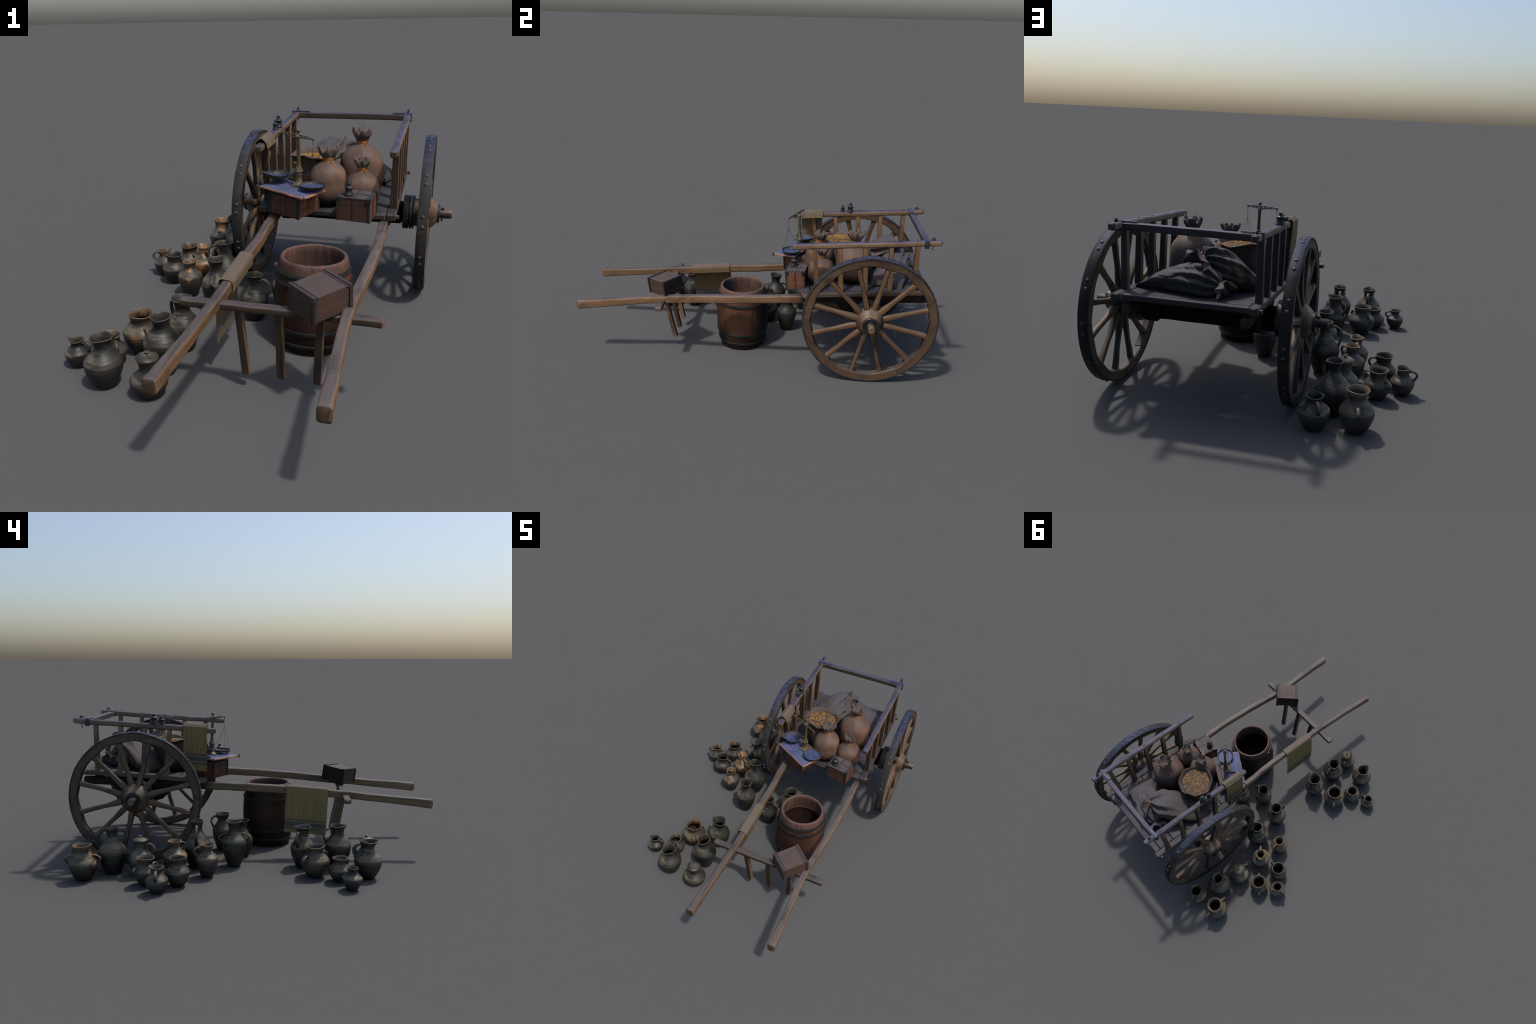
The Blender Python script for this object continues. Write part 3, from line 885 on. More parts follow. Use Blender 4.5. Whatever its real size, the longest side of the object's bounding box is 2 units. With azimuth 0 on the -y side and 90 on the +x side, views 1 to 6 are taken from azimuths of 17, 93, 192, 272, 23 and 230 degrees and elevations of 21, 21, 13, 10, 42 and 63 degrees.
# ------------------------------------------------------------------ balance
def build_scale():
    base = V(0.085, 0.256, 0.5535)
    top = V(0.083, 0.246, 0.796)
    sc = thing("balance_scale", base, "old brass balance with two hanging pans", "scale")
    T = Matrix.Translation(base)
    tilt = Matrix.Rotation(0.042, 4, "X") @ Matrix.Rotation(-0.008, 4, "Y")
    bm = bmesh.new()
    # stepped foot
    box(bm, (0.058, 0.05, 0.005), (0, 0, 0.004), bevel=0.002)
    lathe(bm, [(0.027, 0.006), (0.0265, 0.009), (0.020, 0.013), (0.0155, 0.019), (0.0135, 0.024), (0.0125, 0.045), (0.0145, 0.048), (0.0145, 0.055), (0.0130, 0.057), (0.0130, 0.060),
               (0.0185, 0.063), (0.019, 0.066), (0.0165, 0.069), (0.0155, 0.075), (0.0105, 0.083), (0.0088, 0.095), (0.0078, 0.13), (0.0075, 0.192), (0.0092, 0.196), (0.0092, 0.200),
               (0.0078, 0.203), (0.010, 0.206), (0.0115, 0.2095), (0.010, 0.213), (0.0065, 0.218), (0.0035, 0.224), (0.0032, 0.229)], 28, cap=(True, True))
    ball(bm, (0, 0, 0.2365), 0.0088, u=20, v=14)
    finish("pillar", bm, M["brass"], sc, T @ tilt, 40)
    # beam: a pierced lattice arm on both sides of the fulcrum
    L, Rr = V(-0.007, 0.271, 0.775), V(0.158, 0.186, 0.767)
    c = V(0.083, 0.232, 0.768)
    bm = bmesh.new()
    for e in (L, Rr):
        d = (e - c)
        up = V(0, 0, 1)
        tube(bm, [c + up * 0.008 - base, c + d * 0.5 + up * 0.006 - base, e + up * 0.0015 - base], lambda t: 0.0028 - 0.0008 * t, 6)
        tube(bm, [c - up * 0.006 - base, c + d * 0.5 - up * 0.003 - base, e - up * 0.0015 - base], lambda t: 0.0028 - 0.0008 * t, 6)
        for t in (0.22, 0.45, 0.68):
            tube(bm, [c + d * t + up * 0.008 - base, c + d * t - up * 0.006 - base], 0.0019, 6)
        for t in (0.3, 0.55):
            ball(bm, c + d * t - base + up * 0.001, 0.0042, u=8, v=6)
        ball(bm, e - base, 0.0058, u=12, v=8)
        tube(bm, [e - base, e - base - up * 0.014], 0.0024, 6)
    ball(bm, c - base, 0.0105, u=16, v=10, squash=(1, 1, 0.8))
    tube(bm, [c - base, V(0.083, 0.25, 0.765) - base], 0.005, 8)
    finish("beam", bm, M["brass"], sc, T, 40)
    # flat pan at the right, scoop pan at the left
    for nm, ctr, tip, r, spout in (("pan", V(0.154, 0.206, 0.5625), Rr, 0.0535, False), ("scoop_pan", V(-0.016, 0.287, 0.572), L, 0.0535, True)):
        bm = bmesh.new()
        dirn = V(-0.83, -0.53, 0)
        pang = math.atan2(dirn.y, dirn.x)
        depth = 0.012 if not spout else 0.026

        def shp(p, a, i):
            rr = math.hypot(p.x, p.y)
            q = p.copy()
            if spout:
                d = math.cos(a - pang)
                k = max(0, d) ** 9 * (rr / r) ** 3
                q.x += dirn.x * 0.017 * k
                q.y += dirn.y * 0.017 * k
                q.z += 0.007 * k
                q.z += 0.003 * (rr / r) ** 2 * math.cos(2 * (a - pang))
            return q
        prof = []
        for i in range(9):
            t = i / 8
            prof.append((max(0.0005, r * math.sin(t * PI / 2) ** (0.8 if not spout else 0.95)), depth * (1 - math.cos(t * PI / 2)) if spout else depth * t ** 6))
        outer = prof
        inner = [(max(0.0004, a - 0.0016), b + 0.0016) for a, b in prof]
        lathe(bm, outer + [(r + 0.0012, depth + 0.001), (r - 0.0002, depth + 0.002)] + inner[::-1], 48, shp)
        finish(nm, bm, M["pan"], sc, Matrix.Translation(ctr), 50)
        bm = bmesh.new()
        hang = tip - V(0, 0, 0.013)
        knot = hang - V(0, 0, 0.045) if not spout else hang - V(0, 0, 0.04)
        tube(bm, [hang - base, knot - base], 0.0009, 5)
        for q in range(4):
            a = q * PI / 2 + 0.5
            tube(bm, [knot - base, ctr + V(math.cos(a) * r, math.sin(a) * r, depth + 0.001) - base], 0.00065, 5)
        finish("pan_cord", bm, M["weight"], sc, T, 40)
    # leather tag and thumb screws by the pillar
    bm = bmesh.new()
    box(bm, (0.016, 0.006, 0.008), (-0.014, -0.006, 0.1), bevel=0.0015)
    finish("tag", bm, M["cord"], sc, T)
    bm = bmesh.new()
    for p, q in (((-0.014, 0.004, 0.028), (-0.034, 0.006, 0.034)), ((0.028, -0.012, 0.008), (0.042, -0.008, 0.013)), ((-0.02, 0.01, 0.03), (-0.036, 0.02, 0.026))):
        tube(bm, [p, q], 0.0022, 6)
        ball(bm, q, 0.0033, u=8, v=6)
    finish("thumb_screw", bm, M["brass"], sc, T)


# ------------------------------------------------------------------ sacks
def tied_sack(at, top, neck_z, r, belly_z, seed, lean=(0, 0), base_r=0.62, neck_r=0.021):
    """A full leather bag tied at the neck; the mouth opens above the cord in stiff petals."""
    at = Vector(at)
    H = top - at.z
    nz = neck_z - at.z
    bz = belly_z - at.z
    root = thing("tied_sack", at, "plump brown tied sack with frilled mouth", "sack")
    T = Matrix.Translation(at)
    keys = [(0.0, r * base_r, 1.6), (bz, r, 0.0), (nz - 0.010, neck_r * 1.25, -1.9), (nz, neck_r, 0.0)]
    prof = [(0.0008, 0.002), (r * base_r * 0.7, 0.0)]
    for i in range(30):
        z = 0.0015 + (nz - 0.0015) * i / 29
        prof.append((hermite(keys, z), z))

    def lean_at(z):
        t = max(0, z / nz)
        return V(lean[0] * t, lean[1] * t, 0)

    def shp(p, a, i):
        t = p.z / nz
        rad = math.hypot(p.x, p.y)
        fold = 0.085 * max(0, t - 0.35) ** 1.3 * math.sin(9 * a + seed) * noise.noise(V(math.cos(a) * 1.5, math.sin(a) * 1.5, seed))
        lump = 0.045 * noise.noise(V(math.cos(a) * 0.9, math.sin(a) * 0.9, p.z * 9 + seed * 3))
        pleat = 0.05 * math.cos(14 * a + seed) * max(0, (t - 0.85) / 0.15) ** 2
        k = 1 + fold + lump + pleat
        q = V(p.x * k, p.y * k, p.z) + lean_at(p.z)
        return q
    bm = bmesh.new()
    lathe(bm, prof, 64, shp, cap=(True, False))
    finish("sack_body", bm, M["sack"], root, T, 60)
    # frill
    bm = bmesh.new()
    fl = H - nz
    fr = neck_r * 1.85
    n = 6

    def fringe(p, a, i):
        t = min(1.1, max(0, (p.z - nz) / fl))
        ph = n * a + seed * 3.4 + 0.6 * math.sin(2 * a + seed)
        lobe = 0.5 + 0.5 * math.cos(ph)
        wave = 1 + min(1, t * 1.6) * 0.20 * (lobe - 0.5) + t * (0.14 * math.sin(2 * a + seed) + 0.18 * noise.noise(V(math.cos(a) * 2, math.sin(a) * 2, seed + 5)) + 0.05 * math.cos(3 * ph))
        drop = 0.36 * (1 - lobe) ** 3 + 0.24 * noise.noise(V(math.cos(a) * 1.6, math.sin(a) * 1.6, seed + 9))
        return V(p.x * wave, p.y * wave, p.z - t * t * drop * fl) + lean_at(nz) * (1 + 0.5 * t)
    up = [(neck_r * 1.0 + (fr - neck_r) * math.sin(t * PI / 2) ** 1.25, nz - 0.002 + (fl * 0.92) * t) for t in [i / 12 for i in range(13)]]
    lip = [(fr * 1.0, H - fl * 0.02), (fr * 0.95, H + 0.001), (fr * 0.86, H + 0.002), (fr * 0.77, H - fl * 0.06), (fr * 0.67, H - fl * 0.2), (fr * 0.5, H - fl * 0.42), (fr * 0.28, H - fl * 0.6), (0.002, H - fl * 0.66)]
    lathe(bm, up + lip, 80, fringe, cap=(False, True))
    finish("frill", bm, M["sack_frill"], root, T, 55)
    # cord: three turns and a loose end
    bm = bmesh.new()
    for k in range(3):
        c = lean_at(nz) + V(0, 0, nz - 0.007 + 0.0055 * k)
        ring = [c + V(math.cos(a) * (neck_r + 0.0022), math.sin(a) * (neck_r + 0.0022), 0.001 * math.sin(a + k)) for a in [i * 2 * PI / 32 for i in range(33)]]
        tube(bm, ring, 0.0031, 7, cap=False)
    c = lean_at(nz) + V(0, 0, nz)
    d = V(0.55, -0.84, 0)
    tube(bm, spline([c + d * (neck_r + 0.003), c + d * (neck_r + 0.008) - V(0, 0, 0.008), c + d * (neck_r + 0.014) + V(0.006, 0, -0.016), c + d * (neck_r + 0.022) + V(0.012, 0, -0.026)], 5),
         lambda t: 0.0028 - 0.0012 * t, 6)
    finish("cord", bm, M["cord"], root, T, 60)
    return root


def grain_sack():
    at = V(0.103, 0.487, bed_z(0.487))
    root = thing("grain_sack", at, "open sack brimming with golden grain", "sack")
    T = Matrix.Translation(at)
    H = 0.6475 - at.z
    R0 = 0.109

    def shp(p, a, i):
        t = p.z / H
        k = 1 + (0.022 * math.sin(8 * a + 0.6) + 0.03 * noise.noise(V(math.cos(a) * 1.5, math.sin(a) * 1.5, 3))) * max(0, t - 0.55) / 0.45
        k += 0.04 * noise.noise(V(math.cos(a), math.sin(a), p.z * 8)) * (1 - t)
        dz = 0.007 * max(0, t - 0.6) / 0.4 * (math.sin(3 * a + 1) + 0.7 * noise.noise(V(math.cos(a) * 2, math.sin(a) * 2, 8)))
        return V(p.x * k, p.y * k, p.z + dz)
    out = [(0.001, 0.001), (0.07, 0.0), (0.08, 0.006), (0.086, 0.04), (0.088, 0.09), (0.089, 0.12), (0.0885, 0.145), (0.094, 0.165), (0.102, 0.18), (R0 - 0.002, H - 0.003), (R0, H), (R0 - 0.004, H + 0.0025), (R0 - 0.008, H)]
    inn = [(R0 - 0.011, H - 0.006), (0.093, H - 0.014), (0.088, H - 0.022), (0.084, H - 0.04), (0.001, H - 0.05)]
    out = [(r, h) for r, h in out if h <= H + 0.003]
    bm = bmesh.new()
    lathe(bm, out + inn, 72, shp, cap=(True, True))
    finish("sack_body", bm, M["grain_cloth"], root, T, 60)

    def heap(x, y):
        d = math.hypot(x, y) / 0.092
        return H - 0.018 + 0.010 * (1 - min(1, d) ** 2) + 0.003 * noise.noise(V(x * 40, y * 40, 0))
    bm = bmesh.new()
    rings = []
    for i in range(14):
        r = 0.095 * i / 13 + 0.0004
        rings.append([V(r * math.cos(a), r * math.sin(a), heap(r * math.cos(a), r * math.sin(a))) for a in [2 * PI * s / 48 for s in range(48)]])
    loft(bm, rings, caps=(True, False))
    finish("grain_heap", bm, M["grain_bed"], root, T, 80)
    # loose kernels on the heap
    rng = random.Random(21)
    tb = bmesh.new()
    ball(tb, (0, 0, 0), 1.0, u=7, v=5)
    base_v = [v.co.copy() for v in tb.verts]
    base_f = [[v.index for v in f.verts] for f in tb.faces]
    tb.free()
    vs, fs = [], []
    for i in range(620):
        a, d = rng.uniform(0, 2 * PI), math.sqrt(rng.random())
        d = d ** 1.1 * 0.089
        x, y = d * math.cos(a), d * math.sin(a)
        rot = Matrix.Rotation(rng.uniform(0, 6.28), 3, "Z") @ Matrix.Rotation(rng.uniform(-0.6, 0.6), 3, "X")
        r = rng.uniform(0.0017, 0.0024)
        mx = rot @ Matrix.Diagonal((r, r * rng.uniform(1.2, 1.7), r * 0.85))
        o = V(x, y, heap(x, y) + rng.uniform(0.0, 0.0022))
        n0 = len(vs)
        vs += [mx @ v + o for v in base_v]
        fs += [[n0 + j for j in f] for f in base_f]
    me = bpy.data.meshes.new("kernel")
    me.from_pydata(vs, [], fs)
    me.materials.append(M["grain"])
    me.shade_smooth()
    g = place("kernel", me, root, T)
    g["kind"] = "stuff"


def lying_sack(name, mouth, end, half_w, height, floor, seed, droop, label, roll=0.0, end_w=0.9, ruffle=0.05, spread=1.0):
    """A full burlap bag on its side, gathered at the mouth, flat-seamed at the far end.
    floor(p) gives the height of what it rests on."""
    mouth, end = Vector(mouth), Vector(end)
    flat = V(end.x - mouth.x, end.y - mouth.y, 0)
    L = flat.length
    ax = flat.normalized()
    sd = V(-ax.y, ax.x, 0)
    root = thing(name, mouth, label, "sack")
    T = Matrix.Translation(mouth)
    N, S = 84, 120
    bm = bmesh.new()
    rings = []
    for i in range(N + 1):
        u = i / N
        # width swells fast from the tie, stays, closes to a flat seam
        w = half_w * (math.sin(PI / 2 * min(1, u / 0.34)) ** 0.6 if u < 0.34 else 1 - (1 - end_w) * ((u - 0.34) / 0.66) ** 2)
        w = max(w, 0.017)
        hgt = height * max(0.0, math.sin(PI * (0.02 + 0.98 * (u ** 0.62)))) ** 0.55
        hgt = max(hgt, 0.026 if u < 0.3 else 0.004)
        c = mouth + flat * u
        base = floor(u)
        mid = base + hgt * 0.47
        if u < 0.18:
            k = u / 0.18
            mid = mid * k + mouth.z * (1 - k)
        ring = []
        pl = math.exp(-u / 0.16)
        for s in range(S):
            a = 2 * PI * s / S
            ca, sa = math.cos(a), math.sin(a)
            e = 0.85
            x = math.copysign(abs(ca) ** e, ca) * w
            z = math.copysign(abs(sa) ** 0.9, sa) * hgt * 0.53
            pleat = 0.30 * pl * math.sin(9 * a + seed + 1.1 * math.sin(2 * a))
            wr = 0.30 * math.exp(-u / 0.35) * noise.noise(V(math.cos(a) * 3.2 + seed, math.sin(a) * 3.2, u * 2.5))
            lump = 0.12 * noise.noise(V(ca * 1.1 + seed, sa * 1.1, u * 3.1)) + 0.05 * noise.noise(V(ca * 3 + seed, sa * 3, u * 8))
            crease = 1 - abs(noise.noise(V(ca * 1.7 + u * 2.2 + seed, sa * 1.7 - u * 1.3, u * 2.6))) * 5
            lump -= 0.075 * max(0, crease) ** 2 * (0.35 + 0.65 * math.exp(-u / 0.5))
            k = 1 + pleat + wr + lump
            p = c + sd * x * k
            zz = mid + z * k
            zz = max(zz, base + 0.001 * (1 + ca))
            # corners of the end seam pull out a little
            if u > 0.8:
                p += ax * 0.022 * ((u - 0.8) / 0.2) ** 2 * (abs(x) / half_w) ** 3
            ring.append(V(p.x, p.y, zz) - mouth)
        rings.append(ring)
    loft(bm, rings, caps=(False, True))
    finish("sack_body", bm, M["burlap"], root, T, 70)
    # ruffle: cloth beyond the tie, spread like a skirt
    bm = bmesh.new()
    back = (-ax + V(0, 0, droop)).normalized()
    side = sd
    upv = back.cross(side).normalized()
    if upv.z < 0:
        upv = -upv
    n = 6
    rr = []
    for j in range(13):
        t = j / 12
        ring = []
        for s in range(96):
            a = 2 * PI * s / 96
            wv = math.sin(n * a + seed * 2) + 0.4 * math.sin((2 * n - 3) * a + seed)
            rad = 0.015 + ruffle * 0.80 * t ** 0.85 * spread * (1 + 0.16 * noise.noise(V(math.cos(a) * 2, math.sin(a) * 2, seed)))
            fwd = ruffle * (0.70 * t - 0.25 * t * t) + wv * 0.0125 * t
            rad *= 1 + 0.13 * t * math.cos(n * a + seed * 2 + 0.7)
            lift = math.sin(a) * rad
            p = back * fwd + side * math.cos(a) * rad + upv * (lift * (0.72 + 0.28 * (1 - t)) if lift > 0 else lift)
            p.z -= 0.014 * t * t
            f = floor(0) - mouth.z + 0.003
            if p.z < f:
                p.z = f + 0.15 * (p.z - f) * 0.1 + 0.003 * (1 + wv) * t
            ring.append(p)
        rr.append(ring)
    inner = [[p + back * 0.001 + (p - back * p.dot(back)).normalized() * -0.0028 for p in ring] for ring in rr[::-1]]
    loft(bm, rr + inner, caps=(False, True))
    finish("ruffle", bm, M["burlap"], root, T, 70)
    bm = bmesh.new()
    for q in range(2):
        ring = [side * math.cos(a) * 0.019 + upv * math.sin(a) * 0.017 + back * (0.004 * q - 0.002) for a in [i * 2 * PI / 28 for i in range(29)]]
        tube(bm, ring, 0.003, 6, cap=False)
    finish("cord", bm, M["cord"], root, T)
    return root


def build_sacks():
    tied_sack((0.187, 0.372, bed_z(0.372)), 0.700, 0.651, 0.082, 0.552, 1, lean=(0.0, 0.003), neck_r=0.021)
    tied_sack((0.340, 0.380, bed_z(0.380)), 0.654, 0.613, 0.075, 0.530, 2.3, lean=(-0.006, 0.003), neck_r=0.0175)
    tied_sack((0.308, 0.560, bed_z(0.560)), 0.752, 0.696, 0.100, 0.566, 4.1, lean=(-0.002, 0.006), neck_r=0.0235)
    grain_sack()
    lying_sack("burlap_sack", (0.085, 0.845, 0.530), (0.425, 0.742, 0.515), 0.086, 0.122, lambda u: bed_z(0.84 - 0.1 * u) + 0.001, 1.2, -0.22,
               "grey burlap sack lying flat, gathered mouth", end_w=0.98, ruffle=0.050, spread=1.15)
    lying_sack("burlap_sack", (0.178, 0.795, 0.622), (-0.005, 0.560, 0.50), 0.096, 0.135,
               lambda u: (0.560 - 0.105 * min(1, u * 1.25) ** 1.1) if u < 0.8 else 0.470, 3.6, -0.18,
               "grey burlap sack slumped over another", end_w=0.85, ruffle=0.072, spread=1.28)


# ------------------------------------------------------------------ draped cloths
def drape(name, section, y0, y1, dy_bottom, bands, seed, slope, label):
    """Cloth hung over a rail: section is its (x, z) line across the rail, at y0; it follows the slope along y."""
    o = V(section[0][0], (y0 + y1) / 2, section[0][1])
    pts = spline([(x, 0, z) for x, z in section], 8)
    bm = bmesh.new()
    nY = 26
    th = 0.0022
    n = len(pts)
    nrm = []
    for i in range(n):
        d = pts[min(i + 1, n - 1)] - pts[max(i - 1, 0)]
        nrm.append(V(-d.z, 0, d.x).normalized())

    def at(i, j, off):
        t = i / (n - 1)
        v = j / nY
        hang = max(0, (section[2][1] - pts[i].z))
        shift = dy_bottom * max(0, pts[i - 0].z * -1 + section[2][1])
        y = y0 + (y1 - y0) * v
        wv = 0.0035 * min(1, hang / 0.08) * noise.noise(V(v * 3.1, hang * 5, seed)) + 0.0012 * min(1, hang / 0.05) * math.sin(v * 19 + seed)
        z = pts[i].z + slope * (y - y0)
        return V(pts[i].x + wv, y + shift + 0.002 * noise.noise(V(hang * 20, v, seed)), z) + nrm[i] * off - o
    rows = []
    for i in range(n):
        rows.append([at(i, j, th / 2) for j in range(nY + 1)] + [at(i, j, -th / 2) for j in range(nY, -1, -1)])
    loft(bm, rows)
    ob = finish(name, bm, striped_cloth(name + "_linen", bands, slope, (y1 - y0) / 2 - dy_bottom), None, Matrix.Translation(o), 50)
    describe(ob, label, "cloth")
    return ob


def build_cloths():
    # over the left shaft, long side outward
    s = [(-0.063, 0.1175), (-0.060, 0.22), (-0.0475, 0.345), (-0.041, 0.3765), (-0.018, 0.3795), (0.006, 0.372), (0.0075, 0.335)]
    b = 0.0
    drape("striped_cloth", s, -0.411, -0.176, 0.055, [(0.075, 0.082), (0.043, 0.066), (0.028, 0.036)], 2.0, 0.082, "ochre striped cloth hanging over a cart shaft")
    # over the left top rail
    s = [(-0.092, 0.486), (-0.100, 0.58), (-0.1085, 0.715), (-0.104, 0.7335), (-0.083, 0.7475), (-0.062, 0.7315), (-0.052, 0.704)]
    drape("striped_cloth", s, 0.261, 0.389, 0.012, [(0.0865, 0.097), (0.057, 0.079), (0.036, 0.048)], 5.0, 0.0705, "ochre striped cloth folded over the top rail")


# ------------------------------------------------------------------ pottery
def jar(kind, x, y, H, rim, neck, nz, belly, bz, base, mat, handles=(), spout=None, lid=False, style="tall", seed=0, oval=0.0):
    """handles: compass angles in degrees; spout: angle of a pinched lip."""
    T = Matrix.Translation((x, y, 0))
    keys = [(0.0, base, (belly - base) / bz * 1.55), (bz, belly, 0.0), (nz, neck, 0.0), (H, rim, (rim - neck) / max(1e-4, H - nz) * 1.9)]
    shoulder_mid = None
    prof = [(0.0006, 0.003), (base * 0.86, 0.003), (base * 0.94, 0.0)]
    n = 46
    for i in range(n + 1):
        z = 0.002 + (H - 0.002) * i / n
        r = hermite(keys, z)
        if i == 0:
            r -= 0.0005
        prof.append((r, z))
    lip = 0.0042
    prof += [(rim + 0.0012, H + 0.0006), (rim + 0.0008, H + 0.0026), (rim - 0.0018, H + 0.0032)]
    inner = []
    for i in range(24):
        z = H - 0.001 - (H - 0.012) * i / 23
        inner.append((max(0.002, hermite(keys, z) - lip), z))
    nout = len(prof)
    prof += inner + [(0.0006, 0.011)]

    def shp(p, a, i):
        k = 1 + 0.012 * noise.noise(V(math.cos(a) * 0.8, math.sin(a) * 0.8, p.z * 10 + seed)) + 0.0065 * math.sin(p.z * 430 + 1.2 * noise.noise(V(math.cos(a), math.sin(a), seed)) * 3 + seed) * (1 if i < nout else 0)
        q = V(p.x * k, p.y * k, p.z)
        t = max(0.0, (p.z - nz) / (H - nz)) if p.z > nz else 0.0
        if spout is not None and t > 0:
            sa = math.radians(spout)
            d = math.cos(a - sa)
            f = max(0, d) ** 7
            q += V(math.cos(sa), math.sin(sa), 0) * rim * 0.26 * f * t ** 1.5
            q.z += rim * 0.06 * f * t ** 2
            side = V(-math.sin(sa), math.cos(sa), 0)
            q -= side * q.dot(side) * 0.10 * t * max(0, d)
        q.z += 0.0016 * t * math.sin(a * 2 + seed * 1.3)
        q.x += 0.0012 * t * math.sin(seed * 2.1)
        return q
    bm = bmesh.new()
    lathe(bm, prof, 56, shp, cap=(True, True))
    body = finish(kind, bm, M[mat], None, T, 50)
    noun = "jar" if (style == "loop" and len(handles) == 2) else "jug"
    lab = {"clay_jug": "dark smoked clay jug with strap handle", "two_handled_jar": "dark clay jar with two small handles", "lidded_jug": "dark clay jug with knobbed lid"}[kind]
    describe(body, lab, noun)
    for ha in handles:
        a = math.radians(ha)
        d = V(math.cos(a), math.sin(a), 0)

        def on(z, push=0.0):
            return d * (hermite(keys, z) + push) + V(0, 0, z)
        if style == "tall":
            z1 = nz + (H - nz) * 0.45
            z2 = bz + (nz - bz) * 0.22
            far = max(belly * 0.93, rim + 0.012)
            r1 = hermite(keys, z1)
            reach = max(far, r1 + 0.016)
            dz = z1 - z2
            pts = [on(z1, -0.002), d * (r1 + 0.4 * (reach - r1) + 0.006) + V(0, 0, z1 + 0.05 * dz), d * (reach + 0.008) + V(0, 0, z1 - 0.18 * dz),
                   d * (reach + 0.011) + V(0, 0, z1 - 0.52 * dz), on(z2, -0.003)]
        else:
            z1 = bz + (nz - bz) * 0.62
            z2 = bz + (nz - bz) * 0.02
            r1 = hermite(keys, z1)
            pts = [on(z1, -0.002), d * (r1 + 0.014) + V(0, 0, z1 + 0.004), d * (belly + 0.013) + V(0, 0, (z1 + z2) / 2 + 0.008), d * (belly + 0.014) + V(0, 0, (z1 + z2) / 2 - 0.004), on(z2, -0.002)]
        bm = bmesh.new()
        sz = 0.0047 + 0.012 * belly
        tube(bm, spline(pts, 9), lambda t: sz * (0.95 + 0.35 * (2 * t - 1) ** 4), 12, 1.5, side=V(-d.y, d.x, 0))
        finish("handle", bm, M[mat], body, T, 60)
    if lid:
        bm = bmesh.new()
        R = rim * 1.06
        lathe(bm, [(0.001, H + 0.001), (R * 0.97, H + 0.0025), (R, H + 0.0045), (R * 0.96, H + 0.007), (R * 0.66, H + 0.0125), (R * 0.3, H + 0.0165), (R * 0.14, H + 0.018), (R * 0.12, H + 0.0205),
                   (R * 0.2, H + 0.0235), (R * 0.23, H + 0.026), (R * 0.17, H + 0.0285), (0.001, H + 0.0295)], 48, lambda p, a, i: V(p.x, p.y, p.z + 0.0008 * math.sin(a * 3)), cap=(True, True))
        finish("lid", bm, M[mat], body, T, 40)


def build_jars():
    J, B, L = "clay_jug", "two_handled_jar", "lidded_jug"
    # kind, x, y, height, rim, neck, neck z, belly, belly z, foot, finish, handles ...
    jar(J, -0.594, -0.488, 0.107, 0.028, 0.0215, 0.088, 0.049, 0.058, 0.027, "jar", (5,), 185, seed=1)
    jar(J, -0.474, -0.441, 0.118, 0.039, 0.031, 0.096, 0.058, 0.060, 0.029, "jar_brown", (-42,), None, seed=2)
    jar(J, -0.425, -0.587, 0.191, 0.041, 0.029, 0.158, 0.070, 0.092, 0.035, "jar", (88,), -92, seed=3)
    jar(B, -0.408, -0.320, 0.159, 0.049, 0.0415, 0.134, 0.074, 0.082, 0.038, "jar_brown2", (135, -45), None, style="loop", seed=4)
    jar(J, -0.258, -0.448, 0.226, 0.039, 0.0305, 0.192, 0.071, 0.124, 0.038, "jar", (98,), -82, seed=5)
    jar(J, -0.255, -0.263, 0.217, 0.042, 0.029, 0.176, 0.066, 0.105, 0.035, "jar", (150,), -30, seed=6)
    jar(L, -0.242, -0.604, 0.145, 0.038, 0.0295, 0.108, 0.067, 0.062, 0.036, "jar", (120,), None, lid=True, seed=7)
    jar(J, -0.064, 0.071, 0.201, 0.036, 0.0245, 0.160, 0.060, 0.088, 0.036, "jar", (2,), 180, seed=8)
    jar(J, 0.042, 0.191, 0.212, 0.042, 0.0295, 0.178, 0.060, 0.118, 0.034, "jar", (88,), None, seed=9)
    jar(B, -0.252, 0.106, 0.242, 0.038, 0.0265, 0.200, 0.066, 0.130, 0.034, "jar", (95, -85), 60, style="loop", seed=10)
    jar(J, -0.277, 0.300, 0.251, 0.035, 0.0255, 0.212, 0.075, 0.115, 0.043, "jar", (182,), 5, seed=11)
    jar(J, -0.430, 0.233, 0.167, 0.033, 0.0235, 0.138, 0.058, 0.098, 0.030, "jar_patch", (95,), -85, seed=12)
    jar(J, -0.422, 0.398, 0.184, 0.033, 0.0235, 0.152, 0.062, 0.108, 0.032, "jar_buff", (-40,), 140, seed=13)
    jar(J, -0.568, 0.363, 0.142, 0.041, 0.0335, 0.113, 0.060, 0.072, 0.031, "jar", (0,), None, seed=14)
    jar(L, -0.407, 0.579, 0.180, 0.039, 0.029, 0.142, 0.065, 0.088, 0.035, "jar_olive", (-88,), None, lid=True, seed=15)
    jar(B, -0.553, 0.525, 0.135, 0.045, 0.036, 0.108, 0.060, 0.068, 0.032, "jar_brown", (140, -40), None, style="loop", seed=16)
    jar(J, -0.660, 0.450, 0.125, 0.033, 0.0265, 0.101, 0.055, 0.062, 0.030, "jar_brown", (185,), 60, seed=17)
    jar(J, -0.379, 0.732, 0.234, 0.034, 0.0235, 0.194, 0.074, 0.115, 0.042, "jar", (-50,), 130, seed=18)
    jar(B, -0.491, 0.855, 0.177, 0.046, 0.037, 0.143, 0.071, 0.085, 0.039, "jar_patch", (98, -82), None, style="loop", seed=19)
    jar(J, -0.324, 0.887, 0.143, 0.036, 0.0305, 0.120, 0.065, 0.082, 0.034, "jar", (115,), -65, seed=20)


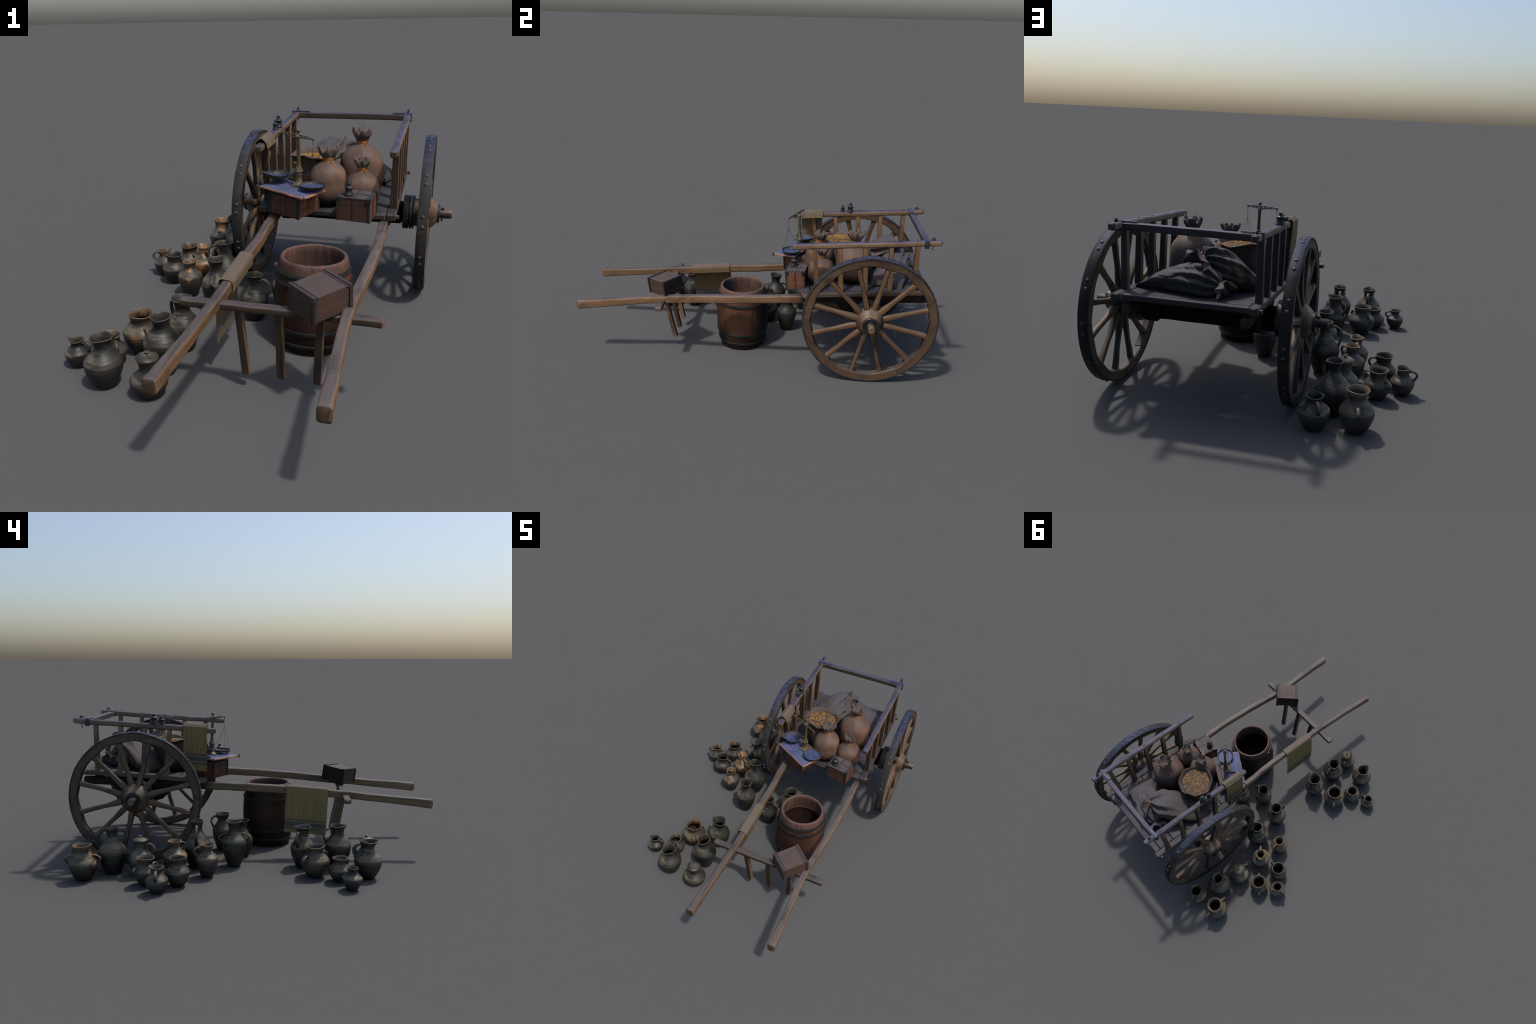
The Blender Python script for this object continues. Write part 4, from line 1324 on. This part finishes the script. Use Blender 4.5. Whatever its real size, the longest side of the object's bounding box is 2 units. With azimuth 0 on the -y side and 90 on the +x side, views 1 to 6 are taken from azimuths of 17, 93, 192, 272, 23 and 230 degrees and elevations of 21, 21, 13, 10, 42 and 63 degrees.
# ------------------------------------------------------------------ barrel
def build_barrel():
    at = V(0.222, -0.071, 0)
    root = thing("open_barrel", at, "open wooden barrel with black iron hoops", "barrel")
    T = Matrix.Translation(at)
    keys = [(0.0, 0.128, 0.28), (0.10, 0.1475, 0.10), (0.19, 0.152, -0.02), (0.30, 0.1435, -0.17), (0.375, 0.127, -0.25)]
    N = 24

    def staves(p, a, i):
        f = (a * N / (2 * PI)) % 1
        g = 1 - 0.006 * math.exp(-(min(f, 1 - f) / 0.06) ** 2) + 0.003 * noise.noise(V(int(a * N / (2 * PI)) * 3.3, p.z * 3, 1))
        return V(p.x * g, p.y * g, p.z)
    bm = bmesh.new()
    out = [(0.001, 0.012), (0.118, 0.012), (0.121, 0.0)] + [(hermite(keys, z), z) for z in [0.001 + 0.329 * i / 24 for i in range(25)]]
    inn = [(hermite(keys, z) - 0.018, z) for z in [0.33 - 0.29 * i / 14 for i in range(15)]]
    lathe(bm, out + [(0.125, 0.335), (0.119, 0.330)], N * 8, staves, cap=(True, False))
    finish("staves", bm, M["barrel"], root, T, 45)
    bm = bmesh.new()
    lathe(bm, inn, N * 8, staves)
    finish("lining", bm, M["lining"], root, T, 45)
    bm = bmesh.new()
    lathe(bm, [(0.001, 0.046), (0.110, 0.046), (0.126, 0.046)], 64, cap=(True, False))
    finish("barrel_floor", bm, M["hollow"], root, T)
    # thick turned rim
    bm = bmesh.new()
    lathe(bm, [(0.122, 0.325), (0.1365, 0.328), (0.1375, 0.335), (0.1355, 0.346), (0.1325, 0.357), (0.1295, 0.3665), (0.1265, 0.3705), (0.1215, 0.3715), (0.1175, 0.3695), (0.1155, 0.364), (0.1165, 0.34), (0.120, 0.30), (0.123, 0.26), (0.129, 0.258)],
          96, lambda p, a, i: p * (1 + 0.004 * noise.noise(V(math.cos(a) * 5, math.sin(a) * 5, p.z * 20))))
    finish("rim", bm, M["barrel_rim"], root, T, 60)
    for z, w, tilt in ((0.3265, 0.016, 0.0), (0.284, 0.016, 0.01), (0.098, 0.017, -0.006), (0.040, 0.016, 0.0)):
        bm = bmesh.new()
        r0, r1 = hermite(keys, z - w / 2) + 0.0042, hermite(keys, z + w / 2) + 0.0042
        lathe(bm, [(r0 - 0.006, -w / 2), (r0 - 0.0005, -w / 2), (r0 + 0.001, -w / 2 + 0.003), (r1 + 0.001, w / 2 - 0.003), (r1 - 0.0005, w / 2), (r1 - 0.006, w / 2)], 96)
        a = 2.5 + z * 9
        box(bm, (0.004, 0.03, w * 0.9), (math.cos(a) * (r0 + 0.0015), math.sin(a) * (r0 + 0.0015), 0), Matrix.Rotation(a, 3, "Z"), bevel=0.001)
        finish("hoop", bm, M["hoop"], root, T @ Matrix.Translation((0, 0, z)) @ Matrix.Rotation(tilt, 4, "X"), 45)
    # little lug on the top hoop
    bm = bmesh.new()
    a = math.radians(195)
    box(bm, (0.014, 0.012, 0.016), (math.cos(a) * 0.146, math.sin(a) * 0.146, 0.332), Matrix.Rotation(a, 3, "Z"), bevel=0.003)
    finish("lug", bm, M["barrel_rim"], root, T)


build_materials()
build_cart()
build_boxes()
build_weights()
build_scale()
build_sacks()
build_cloths()
build_jars()
build_barrel()
